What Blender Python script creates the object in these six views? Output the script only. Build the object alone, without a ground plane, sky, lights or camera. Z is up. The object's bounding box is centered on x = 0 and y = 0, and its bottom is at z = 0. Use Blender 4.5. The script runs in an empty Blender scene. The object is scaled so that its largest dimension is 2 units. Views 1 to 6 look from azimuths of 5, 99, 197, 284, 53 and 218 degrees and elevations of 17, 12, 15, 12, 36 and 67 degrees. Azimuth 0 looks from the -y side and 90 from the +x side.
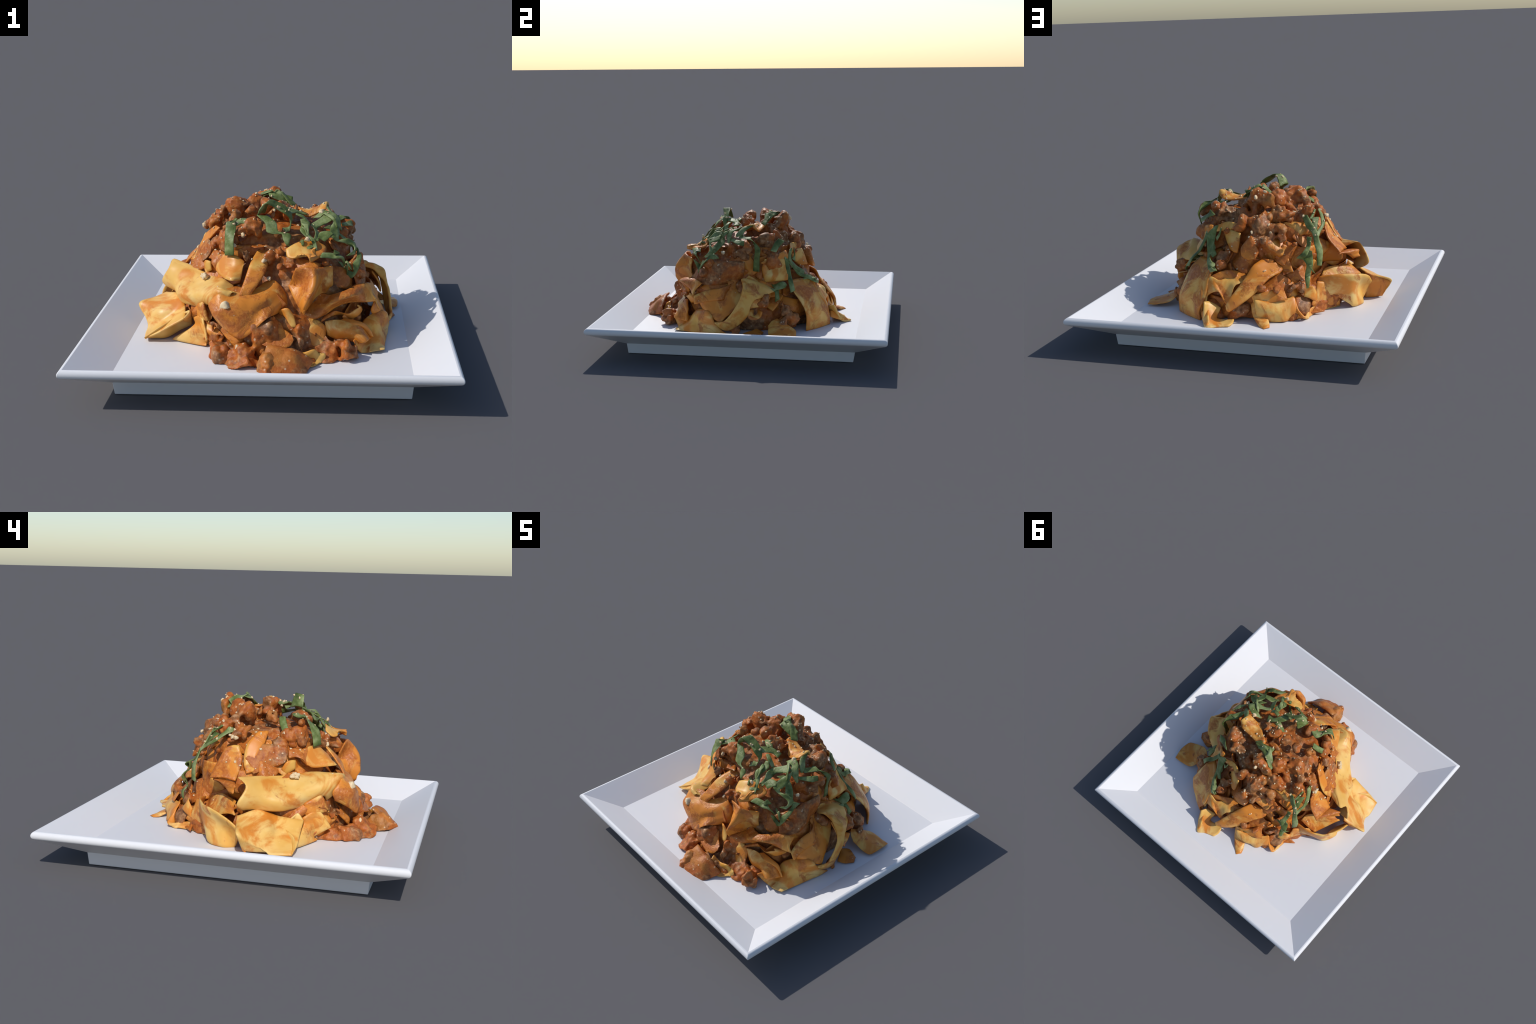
# A square white plate with a heaped portion of wide ribbon noodles in meat sauce,
# topped with strips of basil and crumbs of hard cheese.
# Everything is built in metres, z up, plate centred on the origin and standing on z = 0.
import bpy, math, random
from collections import namedtuple
import numpy as np
from mathutils import Vector, noise
from mathutils.bvhtree import BVHTree

rng = random.Random(7)
noise.seed_set(3)
Ribbon = namedtuple("Ribbon", "look thick rows")      # rows of points across, along the noodle
Lump = namedtuple("Lump", "at radius")
Ring = namedtuple("Ring", "height radii")
PLATE_FLOOR = 0.123

RIBBONS = [
    Ribbon("front_sheet", 0.016, [
        [(-0.215, -0.515, 0.487), (-0.253, -0.523, 0.456), (-0.292, -0.490, 0.403), (-0.273, -0.501, 0.354)],
        [(-0.142, -0.479, 0.494), (-0.190, -0.576, 0.422), (-0.239, -0.587, 0.384), (-0.222, -0.567, 0.310)],
        [(-0.057, -0.490, 0.478), (-0.078, -0.553, 0.434), (-0.096, -0.595, 0.360), (-0.112, -0.606, 0.256)],
        [(0.006, -0.423, 0.500), (0.005, -0.522, 0.450), (-0.002, -0.542, 0.397), (0.015, -0.598, 0.358)],
        [(0.065, -0.429, 0.506), (0.092, -0.449, 0.457), (0.094, -0.491, 0.411), (0.072, -0.490, 0.358)],
        [(0.116, -0.412, 0.423), (0.124, -0.426, 0.408), (0.121, -0.435, 0.383), (0.113, -0.442, 0.365)],
    ]),
    Ribbon("big_square", 0.015, [
        [(-0.615, -0.028, 0.308), (-0.515, -0.125, 0.324), (-0.475, -0.220, 0.288), (-0.456, -0.357, 0.271)],
        [(-0.685, -0.046, 0.279), (-0.620, -0.193, 0.256), (-0.575, -0.242, 0.216), (-0.533, -0.357, 0.225)],
        [(-0.771, -0.071, 0.251), (-0.700, -0.160, 0.188), (-0.675, -0.229, 0.156), (-0.620, -0.360, 0.177)],
        [(-0.714, -0.091, 0.145), (-0.680, -0.211, 0.140), (-0.701, -0.236, 0.137), (-0.686, -0.347, 0.142)],
    ]),
    Ribbon("square_fold", 0.015, [
        [(-0.456, -0.357, 0.271), (-0.470, -0.300, 0.235)],
        [(-0.433, -0.317, 0.297), (-0.430, -0.268, 0.200)],
        [(-0.521, -0.273, 0.240), (-0.501, -0.270, 0.165)],
        [(-0.601, -0.340, 0.205), (-0.579, -0.304, 0.130)],
        [(-0.689, -0.352, 0.147), (-0.661, -0.325, 0.131)],
    ]),
    Ribbon("under_sheet", 0.014, [
        [(-0.400, -0.343, 0.269), (-0.405, -0.351, 0.222), (-0.533, -0.329, 0.132)],
        [(-0.347, -0.418, 0.302), (-0.361, -0.389, 0.221), (-0.447, -0.363, 0.128)],
        [(-0.313, -0.487, 0.208), (-0.328, -0.397, 0.150), (-0.334, -0.416, 0.128)],
    ]),
    Ribbon("curl_small", 0.014, [
        [(-0.381, -0.347, 0.346), (-0.378, -0.356, 0.289)],
        [(-0.361, -0.392, 0.369), (-0.355, -0.405, 0.291)],
        [(-0.335, -0.437, 0.386), (-0.309, -0.461, 0.295)],
        [(-0.346, -0.428, 0.320), (-0.304, -0.471, 0.295)],
        [(-0.371, -0.377, 0.348), (-0.291, -0.449, 0.306)],
        [(-0.333, -0.360, 0.372), (-0.280, -0.434, 0.337)],
    ]),
    Ribbon("curl_under", 0.014, [
        [(-0.387, -0.346, 0.289), (-0.371, -0.369, 0.271), (-0.374, -0.372, 0.214)],
        [(-0.281, -0.452, 0.263), (-0.323, -0.452, 0.232), (-0.297, -0.410, 0.150)],
        [(-0.221, -0.516, 0.228), (-0.254, -0.489, 0.226), (-0.236, -0.440, 0.140)],
    ]),
    Ribbon("sauce_flap", 0.015, [
        [(-0.384, 0.111, 0.631), (-0.376, 0.070, 0.644), (-0.374, 0.038, 0.644)],
        [(-0.417, 0.141, 0.561), (-0.415, 0.084, 0.565), (-0.410, 0.010, 0.573)],
        [(-0.492, 0.164, 0.482), (-0.494, 0.088, 0.488), (-0.497, 0.020, 0.474)],
    ]),
    Ribbon("flap_tail", 0.014, [
        [(-0.480, 0.150, 0.468), (-0.488, 0.030, 0.462)],
        [(-0.503, 0.111, 0.464), (-0.572, -0.002, 0.465)],
        [(-0.530, 0.064, 0.438), (-0.574, 0.006, 0.441)],
        [(-0.545, 0.035, 0.412), (-0.583, 0.007, 0.423)],
    ]),
    Ribbon("upper_drape", 0.015, [
        [(-0.301, -0.056, 0.720), (-0.274, -0.106, 0.722)],
        [(-0.363, -0.016, 0.666), (-0.342, -0.093, 0.648)],
        [(-0.394, -0.005, 0.608), (-0.389, -0.070, 0.594)],
        [(-0.426, -0.012, 0.550), (-0.394, -0.084, 0.549)],
        [(-0.455, -0.032, 0.510), (-0.415, -0.090, 0.526)],
    ]),
    Ribbon("shelf", 0.015, [
        [(-0.402, -0.004, 0.593), (-0.426, -0.042, 0.535), (-0.455, -0.076, 0.513)],
        [(-0.350, -0.067, 0.642), (-0.377, -0.107, 0.586), (-0.380, -0.138, 0.534)],
        [(-0.331, -0.155, 0.650), (-0.331, -0.180, 0.600), (-0.354, -0.212, 0.555)],
        [(-0.310, -0.216, 0.640), (-0.311, -0.224, 0.607), (-0.333, -0.228, 0.576)],
    ]),
    Ribbon("shelf_curl", 0.014, [
        [(-0.295, -0.230, 0.618), (-0.321, -0.239, 0.582)],
        [(-0.269, -0.264, 0.628), (-0.301, -0.273, 0.588)],
        [(-0.252, -0.298, 0.615), (-0.294, -0.312, 0.575)],
        [(-0.250, -0.315, 0.587), (-0.275, -0.328, 0.547)],
    ]),
    Ribbon("tube_under", 0.014, [
        [(-0.350, -0.208, 0.530), (-0.328, -0.225, 0.490)],
        [(-0.343, -0.233, 0.566), (-0.326, -0.244, 0.507)],
        [(-0.310, -0.271, 0.571), (-0.307, -0.272, 0.526)],
    ]),
    Ribbon("side_sheet", 0.015, [
        [(-0.288, -0.269, 0.608), (-0.281, -0.301, 0.572), (-0.269, -0.330, 0.542)],
        [(-0.221, -0.325, 0.629), (-0.231, -0.355, 0.578), (-0.242, -0.374, 0.526)],
        [(-0.157, -0.371, 0.632), (-0.171, -0.401, 0.584), (-0.179, -0.478, 0.533)],
        [(-0.113, -0.379, 0.606), (-0.119, -0.424, 0.572), (-0.128, -0.457, 0.527)],
    ]),
    Ribbon("strip", 0.016, [
        [(-0.036, -0.305, 0.656), (0.018, -0.300, 0.643)],
        [(-0.070, -0.405, 0.610), (0.008, -0.416, 0.578)],
        [(-0.100, -0.479, 0.529), (-0.027, -0.484, 0.527)],
        [(-0.122, -0.517, 0.474), (-0.064, -0.507, 0.474)],
        [(-0.119, -0.519, 0.455), (-0.066, -0.507, 0.455)],
    ]),
    Ribbon("fold_loop", 0.014, [
        [(0.306, -0.496, 0.318), (0.316, -0.443, 0.314)],
        [(0.362, -0.431, 0.320), (0.362, -0.428, 0.341)],
        [(0.412, -0.393, 0.304), (0.412, -0.436, 0.337)],
        [(0.457, -0.385, 0.280), (0.450, -0.432, 0.327)],
        [(0.497, -0.383, 0.301), (0.481, -0.409, 0.343)],
        [(0.521, -0.327, 0.309), (0.504, -0.394, 0.355)],
        [(0.520, -0.315, 0.330), (0.496, -0.394, 0.367)],
    ]),
    Ribbon("lower_fold", 0.015, [
        [(0.328, -0.485, 0.306), (0.332, -0.479, 0.271), (0.336, -0.477, 0.229)],
        [(0.400, -0.456, 0.299), (0.397, -0.500, 0.271), (0.385, -0.487, 0.213)],
        [(0.458, -0.457, 0.284), (0.450, -0.485, 0.250), (0.435, -0.473, 0.200)],
        [(0.508, -0.427, 0.264), (0.488, -0.483, 0.237), (0.473, -0.473, 0.192)],
        [(0.543, -0.401, 0.221), (0.522, -0.489, 0.219), (0.504, -0.478, 0.186)],
        [(0.570, -0.392, 0.178), (0.549, -0.487, 0.198), (0.522, -0.491, 0.187)],
    ]),
    Ribbon("lower_fold_back", 0.015, [
        [(0.400, -0.456, 0.300), (0.427, -0.427, 0.305)],
        [(0.457, -0.458, 0.285), (0.481, -0.417, 0.289)],
        [(0.508, -0.429, 0.266), (0.535, -0.399, 0.262)],
        [(0.543, -0.401, 0.222), (0.566, -0.405, 0.227)],
        [(0.570, -0.393, 0.179), (0.582, -0.406, 0.194)],
    ]),
    Ribbon("corner_sheet", 0.016, [
        [(0.479, -0.522, 0.210), (0.515, -0.476, 0.130), (0.588, -0.475, 0.132), (0.641, -0.457, 0.135)],
        [(0.506, -0.396, 0.200), (0.564, -0.383, 0.190), (0.623, -0.373, 0.170), (0.650, -0.337, 0.130)],
        [(0.540, -0.333, 0.255), (0.601, -0.319, 0.240), (0.638, -0.279, 0.180), (0.660, -0.237, 0.129)],
        [(0.620, -0.250, 0.280), (0.656, -0.224, 0.258), (0.663, -0.203, 0.190), (0.670, -0.160, 0.128)],
        [(0.642, -0.221, 0.260), (0.665, -0.195, 0.220), (0.677, -0.160, 0.180), (0.670, -0.099, 0.129)],
    ]),
    Ribbon("wide_back", 0.015, [
        [(0.504, -0.103, 0.447), (0.493, -0.008, 0.407), (0.551, 0.034, 0.416)],
        [(0.559, -0.162, 0.402), (0.554, -0.061, 0.388), (0.580, 0.003, 0.335)],
        [(0.592, -0.308, 0.367), (0.598, -0.171, 0.348), (0.620, -0.056, 0.285)],
        [(0.577, -0.297, 0.303), (0.618, -0.238, 0.306), (0.649, -0.112, 0.244)],
        [(0.594, -0.264, 0.258), (0.647, -0.213, 0.247), (0.665, -0.144, 0.206)],
    ]),
    Ribbon("loop", 0.016, [
        [(0.464, 0.023, 0.493), (0.395, 0.166, 0.401), (0.431, 0.217, 0.391)],
        [(0.465, -0.028, 0.447), (0.530, 0.027, 0.484), (0.500, 0.193, 0.396)],
        [(0.532, -0.006, 0.462), (0.568, 0.009, 0.477), (0.560, 0.158, 0.391)],
        [(0.595, 0.007, 0.446), (0.620, 0.034, 0.453), (0.600, 0.134, 0.380)],
        [(0.634, 0.003, 0.406), (0.656, 0.030, 0.430), (0.635, 0.090, 0.372)],
        [(0.668, -0.008, 0.369), (0.668, 0.023, 0.370), (0.650, 0.062, 0.324)],
        [(0.683, -0.027, 0.329), (0.680, 0.001, 0.311), (0.660, 0.039, 0.257)],
        [(0.691, -0.070, 0.267), (0.690, -0.056, 0.227), (0.675, -0.026, 0.193)],
        [(0.692, -0.120, 0.222), (0.690, -0.129, 0.196), (0.680, -0.098, 0.158)],
        [(0.660, -0.194, 0.210), (0.665, -0.193, 0.200), (0.660, -0.176, 0.168)],
    ]),
    Ribbon("ring", 0.014, [
        [(0.622, 0.047, 0.295), (0.573, 0.073, 0.283)],
        [(0.652, 0.043, 0.268), (0.588, 0.071, 0.265)],
        [(0.658, 0.061, 0.241), (0.602, 0.077, 0.251)],
        [(0.634, 0.091, 0.232), (0.603, 0.091, 0.252)],
        [(0.621, 0.123, 0.245), (0.586, 0.101, 0.269)],
        [(0.621, 0.137, 0.281), (0.571, 0.099, 0.287)],
    ]),
    Ribbon("ring_side", 0.014, [
        [(0.589, 0.003, 0.426), (0.569, 0.074, 0.441), (0.402, 0.156, 0.403)],
        [(0.628, 0.014, 0.366), (0.613, 0.089, 0.373), (0.520, 0.178, 0.370)],
        [(0.639, 0.024, 0.303), (0.624, 0.090, 0.315), (0.596, 0.164, 0.327)],
    ]),
    Ribbon("tab_mid", 0.015, [
        [(0.596, -0.338, 0.373), (0.617, -0.332, 0.321)],
        [(0.574, -0.243, 0.406), (0.604, -0.229, 0.343)],
        [(0.573, -0.146, 0.426), (0.614, -0.147, 0.357)],
        [(0.528, -0.093, 0.444), (0.576, -0.127, 0.350)],
    ]),
    Ribbon("right_tab", 0.016, [
        [(0.434, 0.131, 0.606), (0.393, 0.191, 0.599), (0.342, 0.255, 0.604)],
        [(0.430, 0.112, 0.543), (0.394, 0.195, 0.555), (0.369, 0.271, 0.543)],
        [(0.434, 0.122, 0.490), (0.436, 0.201, 0.502), (0.391, 0.285, 0.503)],
        [(0.420, 0.128, 0.442), (0.432, 0.201, 0.456), (0.423, 0.289, 0.470)],
    ]),
    Ribbon("right_ribbon", 0.017, [
        [(0.389, 0.283, 0.449), (0.300, 0.364, 0.449), (0.251, 0.453, 0.431)],
        [(0.438, 0.333, 0.390), (0.356, 0.420, 0.382), (0.259, 0.503, 0.352)],
        [(0.470, 0.406, 0.298), (0.394, 0.474, 0.294), (0.269, 0.549, 0.264)],
        [(0.490, 0.431, 0.228), (0.420, 0.496, 0.212), (0.305, 0.568, 0.187)],
        [(0.495, 0.430, 0.125), (0.391, 0.513, 0.122), (0.300, 0.572, 0.120)],
    ]),
    Ribbon("ribbon_turn", 0.015, [
        [(0.259, 0.441, 0.442), (0.247, 0.465, 0.404)],
        [(0.301, 0.492, 0.344), (0.270, 0.480, 0.315)],
        [(0.294, 0.546, 0.269), (0.275, 0.516, 0.233)],
        [(0.302, 0.560, 0.125), (0.289, 0.527, 0.171)],
    ]),
    Ribbon("back_curl", 0.015, [
        [(0.306, 0.551, 0.213), (0.262, 0.549, 0.232)],
        [(0.303, 0.512, 0.299), (0.255, 0.531, 0.275)],
        [(0.253, 0.492, 0.374), (0.178, 0.547, 0.304)],
        [(0.188, 0.502, 0.359), (0.127, 0.542, 0.216)],
        [(0.130, 0.456, 0.368), (0.089, 0.517, 0.325)],
        [(0.067, 0.422, 0.377), (0.043, 0.476, 0.349)],
    ]),
    Ribbon("back_broad", 0.015, [
        [(0.241, 0.485, 0.382), (0.210, 0.486, 0.347)],
        [(0.161, 0.457, 0.410), (0.130, 0.459, 0.357)],
        [(0.084, 0.413, 0.392), (0.045, 0.450, 0.350)],
        [(0.001, 0.441, 0.363), (-0.008, 0.473, 0.328)],
    ]),
    Ribbon("plate_tab", 0.015, [
        [(0.257, 0.600, 0.250), (0.232, 0.560, 0.240), (0.177, 0.539, 0.200)],
        [(0.243, 0.655, 0.140), (0.215, 0.620, 0.160), (0.186, 0.590, 0.150)],
        [(0.201, 0.715, 0.133), (0.170, 0.636, 0.135), (0.129, 0.582, 0.140)],
        [(0.147, 0.683, 0.130), (0.115, 0.627, 0.133), (0.092, 0.580, 0.140)],
        [(0.083, 0.661, 0.131), (0.072, 0.624, 0.135), (0.077, 0.583, 0.145)],
    ]),
    Ribbon("plate_tab_lip", 0.014, [
        [(0.283, 0.578, 0.174), (0.251, 0.573, 0.207)],
        [(0.255, 0.639, 0.150), (0.228, 0.605, 0.200)],
        [(0.207, 0.704, 0.130), (0.204, 0.672, 0.160)],
    ]),
    Ribbon("back_strip", 0.018, [
        [(-0.051, 0.367, 0.472), (-0.111, 0.348, 0.456), (-0.162, 0.334, 0.423)],
        [(-0.015, 0.435, 0.449), (-0.086, 0.401, 0.421), (-0.166, 0.364, 0.398)],
        [(0.022, 0.473, 0.385), (-0.051, 0.465, 0.379), (-0.110, 0.443, 0.374)],
        [(0.066, 0.540, 0.317), (0.005, 0.542, 0.308), (-0.042, 0.522, 0.299)],
        [(0.094, 0.583, 0.274), (0.058, 0.582, 0.258), (0.027, 0.568, 0.246)],
        [(0.115, 0.598, 0.235), (0.112, 0.599, 0.209), (0.098, 0.594, 0.197)],
    ]),
    Ribbon("back_tip", 0.016, [
        [(-0.019, 0.516, 0.224), (-0.057, 0.515, 0.270), (-0.096, 0.504, 0.250)],
        [(-0.044, 0.560, 0.171), (-0.083, 0.555, 0.165), (-0.124, 0.544, 0.160)],
        [(-0.095, 0.616, 0.132), (-0.126, 0.605, 0.140), (-0.151, 0.594, 0.132)],
        [(-0.138, 0.654, 0.124), (-0.150, 0.639, 0.130), (-0.161, 0.627, 0.126)],
    ]),
    Ribbon("wave", 0.016, [
        [(-0.050, 0.545, 0.260), (-0.060, 0.555, 0.200), (-0.070, 0.560, 0.130)],
        [(-0.135, 0.508, 0.239), (-0.147, 0.553, 0.199), (-0.125, 0.520, 0.124)],
        [(-0.231, 0.452, 0.250), (-0.219, 0.495, 0.199), (-0.215, 0.521, 0.132)],
        [(-0.262, 0.424, 0.250), (-0.262, 0.471, 0.192), (-0.241, 0.469, 0.126)],
        [(-0.294, 0.457, 0.190), (-0.297, 0.444, 0.164), (-0.300, 0.450, 0.135)],
        [(-0.340, 0.466, 0.150), (-0.338, 0.444, 0.140), (-0.341, 0.422, 0.126)],
        [(-0.343, 0.374, 0.161), (-0.338, 0.370, 0.143), (-0.347, 0.393, 0.126)],
        [(-0.373, 0.297, 0.184), (-0.362, 0.294, 0.150), (-0.359, 0.321, 0.126)],
        [(-0.432, 0.214, 0.209), (-0.422, 0.204, 0.163), (-0.411, 0.217, 0.126)],
        [(-0.463, 0.178, 0.199), (-0.466, 0.154, 0.164), (-0.478, 0.130, 0.126)],
    ]),
    Ribbon("wave_top", 0.015, [
        [(-0.024, 0.523, 0.281), (-0.042, 0.526, 0.239), (-0.063, 0.535, 0.217)],
        [(-0.094, 0.514, 0.300), (-0.098, 0.505, 0.256), (-0.135, 0.508, 0.239)],
        [(-0.153, 0.470, 0.308), (-0.164, 0.483, 0.273), (-0.194, 0.494, 0.251)],
        [(-0.193, 0.424, 0.310), (-0.210, 0.452, 0.287), (-0.232, 0.470, 0.253)],
    ]),
    Ribbon("trough", 0.014, [
        [(-0.260, 0.412, 0.237), (-0.293, 0.438, 0.183), (-0.313, 0.416, 0.141)],
        [(-0.289, 0.351, 0.243), (-0.316, 0.390, 0.201), (-0.332, 0.405, 0.143)],
        [(-0.329, 0.333, 0.230), (-0.345, 0.362, 0.194), (-0.343, 0.376, 0.157)],
    ]),
    Ribbon("small_curl", 0.014, [
        [(-0.339, 0.345, 0.306), (-0.316, 0.348, 0.289), (-0.315, 0.381, 0.249)],
        [(-0.367, 0.334, 0.297), (-0.357, 0.350, 0.269), (-0.351, 0.364, 0.237)],
        [(-0.373, 0.310, 0.258), (-0.374, 0.316, 0.228), (-0.373, 0.296, 0.189)],
    ]),
    Ribbon("low_wall", 0.014, [
        [(-0.376, 0.279, 0.318), (-0.368, 0.305, 0.256), (-0.354, 0.352, 0.193)],
        [(-0.450, 0.194, 0.283), (-0.441, 0.213, 0.233), (-0.393, 0.235, 0.133)],
        [(-0.476, 0.152, 0.216), (-0.483, 0.166, 0.183), (-0.481, 0.156, 0.142)],
    ]),
    Ribbon("plate_strip", 0.015, [
        [(0.542, 0.231, 0.210), (0.577, 0.199, 0.200), (0.618, 0.181, 0.180)],
        [(0.563, 0.298, 0.180), (0.611, 0.240, 0.180), (0.660, 0.188, 0.160)],
        [(0.598, 0.359, 0.150), (0.655, 0.272, 0.160), (0.690, 0.194, 0.145)],
        [(0.675, 0.373, 0.135), (0.709, 0.294, 0.145), (0.736, 0.209, 0.133)],
        [(0.740, 0.377, 0.135), (0.752, 0.298, 0.140), (0.749, 0.226, 0.132)],
    ]),
    Ribbon("plate_tongue", 0.013, [
        [(0.594, 0.095, 0.150), (0.622, 0.057, 0.140), (0.652, 0.011, 0.130)],
        [(0.619, 0.144, 0.132), (0.668, 0.079, 0.140), (0.696, 0.035, 0.128)],
        [(0.703, 0.121, 0.130), (0.715, 0.100, 0.135), (0.727, 0.083, 0.128)],
    ]),
    Ribbon("top_sheet", 0.016, [
        [(0.336, 0.036, 0.812), (0.330, 0.035, 0.835), (0.323, -0.036, 0.814)],
        [(0.298, 0.063, 0.784), (0.264, 0.015, 0.806), (0.222, -0.036, 0.770)],
        [(0.223, 0.070, 0.780), (0.201, 0.033, 0.787), (0.165, 0.009, 0.808)],
        [(0.129, 0.089, 0.797), (0.097, 0.071, 0.806), (0.102, 0.042, 0.804)],
    ]),
    Ribbon("horn_sheet", 0.015, [
        [(0.117, -0.364, 0.673), (0.187, -0.333, 0.704), (0.271, -0.307, 0.706)],
        [(0.128, -0.403, 0.643), (0.218, -0.372, 0.673), (0.323, -0.310, 0.670)],
        [(0.169, -0.426, 0.648), (0.246, -0.400, 0.660), (0.311, -0.385, 0.651)],
        [(0.210, -0.404, 0.656), (0.241, -0.463, 0.660), (0.248, -0.463, 0.633)],
    ]),
    Ribbon("horn", 0.018, [
        [(0.228, -0.423, 0.655), (0.248, -0.461, 0.652)],
        [(0.241, -0.419, 0.653), (0.276, -0.455, 0.655)],
        [(0.260, -0.369, 0.670), (0.267, -0.401, 0.654)],
        [(0.275, -0.362, 0.673), (0.253, -0.399, 0.658)],
    ]),
    Ribbon("right_edge", 0.015, [
        [(0.447, 0.105, 0.586), (0.409, 0.162, 0.561)],
        [(0.363, 0.232, 0.640), (0.329, 0.276, 0.586)],
        [(0.306, 0.259, 0.645), (0.311, 0.272, 0.613)],
    ]),
    Ribbon("back_vertical", 0.015, [
        [(0.220, 0.292, 0.617), (0.159, 0.315, 0.634), (0.096, 0.347, 0.626)],
        [(0.200, 0.302, 0.565), (0.148, 0.341, 0.568), (0.097, 0.371, 0.567)],
        [(0.164, 0.342, 0.512), (0.131, 0.383, 0.519), (0.105, 0.389, 0.518)],
    ]),
    Ribbon("back_band", 0.015, [
        [(0.265, 0.287, 0.654), (0.269, 0.290, 0.620)],
        [(0.192, 0.281, 0.676), (0.179, 0.301, 0.635)],
        [(0.120, 0.311, 0.671), (0.101, 0.342, 0.652)],
    ]),
    Ribbon("back_dark", 0.015, [
        [(-0.123, 0.323, 0.483), (-0.141, 0.328, 0.430), (-0.163, 0.345, 0.390)],
        [(-0.185, 0.312, 0.506), (-0.211, 0.329, 0.448), (-0.237, 0.346, 0.394)],
    ]),
    Ribbon("front_slab", 0.016, [
        [(0.032, -0.765, 0.200), (0.020, -0.715, 0.220), (0.033, -0.675, 0.250)],
        [(0.032, -0.804, 0.150), (0.080, -0.729, 0.200), (0.123, -0.676, 0.230)],
        [(0.117, -0.807, 0.127), (0.160, -0.735, 0.190), (0.183, -0.674, 0.220)],
        [(0.215, -0.773, 0.124), (0.217, -0.727, 0.150), (0.229, -0.675, 0.190)],
        [(0.236, -0.720, 0.124), (0.249, -0.694, 0.140), (0.258, -0.664, 0.160)],
    ]),
    Ribbon("front_bow", 0.015, [
        [(0.152, -0.630, 0.209), (0.164, -0.663, 0.188), (0.173, -0.679, 0.140)],
        [(0.200, -0.621, 0.176), (0.204, -0.644, 0.135), (0.248, -0.682, 0.126)],
        [(0.265, -0.615, 0.198), (0.253, -0.610, 0.137), (0.291, -0.633, 0.126)],
        [(0.294, -0.592, 0.167), (0.326, -0.604, 0.166), (0.318, -0.595, 0.126)],
    ]),
    Ribbon("front_bit", 0.016, [
        [(-0.002, -0.622, 0.226), (0.038, -0.634, 0.215), (0.088, -0.647, 0.207)],
        [(0.029, -0.587, 0.256), (0.081, -0.604, 0.246), (0.139, -0.631, 0.221)],
        [(0.106, -0.561, 0.283), (0.143, -0.578, 0.267), (0.161, -0.605, 0.246)],
    ]),
    Ribbon("front_spike", 0.016, [
        [(0.079, -0.528, 0.322), (0.092, -0.545, 0.314)],
        [(0.062, -0.568, 0.294), (0.110, -0.561, 0.282)],
        [(0.044, -0.573, 0.274), (0.126, -0.580, 0.267)],
    ]),
    Ribbon("front_band", 0.014, [
        [(0.076, -0.498, 0.373), (0.085, -0.485, 0.348)],
        [(0.125, -0.518, 0.391), (0.109, -0.512, 0.351)],
        [(0.155, -0.517, 0.353), (0.129, -0.533, 0.326)],
        [(0.173, -0.547, 0.296), (0.150, -0.548, 0.299)],
    ]),
    Ribbon("front_right_band", 0.014, [
        [(0.229, -0.474, 0.325), (0.286, -0.477, 0.310), (0.328, -0.477, 0.278)],
        [(0.230, -0.503, 0.271), (0.275, -0.507, 0.257), (0.325, -0.495, 0.236)],
        [(0.237, -0.516, 0.219), (0.279, -0.530, 0.201), (0.332, -0.524, 0.182)],
        [(0.260, -0.533, 0.165), (0.291, -0.547, 0.150), (0.336, -0.544, 0.146)],
    ]),
    Ribbon("roll", 0.016, [
        [(-0.453, -0.065, 0.458), (-0.557, -0.017, 0.500), (-0.583, -0.067, 0.462), (-0.631, -0.032, 0.377), (-0.552, -0.042, 0.328)],
        [(-0.420, -0.080, 0.478), (-0.461, -0.111, 0.491), (-0.517, -0.138, 0.448), (-0.546, -0.131, 0.390), (-0.527, -0.111, 0.330)],
        [(-0.305, -0.204, 0.463), (-0.354, -0.228, 0.479), (-0.433, -0.234, 0.428), (-0.495, -0.250, 0.380), (-0.476, -0.240, 0.322)],
        [(-0.186, -0.343, 0.473), (-0.240, -0.359, 0.486), (-0.347, -0.364, 0.444), (-0.376, -0.368, 0.394), (-0.350, -0.348, 0.337)],
        [(-0.162, -0.499, 0.476), (-0.240, -0.505, 0.491), (-0.267, -0.494, 0.457), (-0.294, -0.468, 0.428), (-0.305, -0.435, 0.383)],
        [(-0.120, -0.490, 0.460), (-0.170, -0.530, 0.478), (-0.190, -0.525, 0.440), (-0.230, -0.500, 0.400), (-0.260, -0.450, 0.350)],
    ]),
    Ribbon("pocket_upper", 0.016, [
        [(0.171, -0.469, 0.596), (0.214, -0.473, 0.605), (0.260, -0.475, 0.605), (0.298, -0.456, 0.596), (0.361, -0.403, 0.588)],
        [(0.137, -0.425, 0.493), (0.207, -0.459, 0.513), (0.271, -0.521, 0.550), (0.305, -0.448, 0.518), (0.362, -0.414, 0.531)],
        [(0.129, -0.423, 0.488), (0.192, -0.468, 0.484), (0.259, -0.548, 0.497), (0.290, -0.442, 0.476), (0.362, -0.412, 0.486)],
        [(0.169, -0.483, 0.425), (0.197, -0.512, 0.424), (0.229, -0.560, 0.427), (0.266, -0.429, 0.418), (0.343, -0.407, 0.464)],
        [(0.201, -0.516, 0.373), (0.208, -0.511, 0.364), (0.215, -0.543, 0.375), (0.247, -0.422, 0.375), (0.323, -0.408, 0.432)],
    ]),
    Ribbon("pocket_lower", 0.016, [
        [(0.215, -0.543, 0.375), (0.240, -0.432, 0.378), (0.304, -0.412, 0.445)],
        [(0.257, -0.507, 0.338), (0.275, -0.455, 0.371), (0.335, -0.427, 0.438)],
        [(0.298, -0.470, 0.326), (0.317, -0.466, 0.384), (0.362, -0.428, 0.439)],
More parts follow.
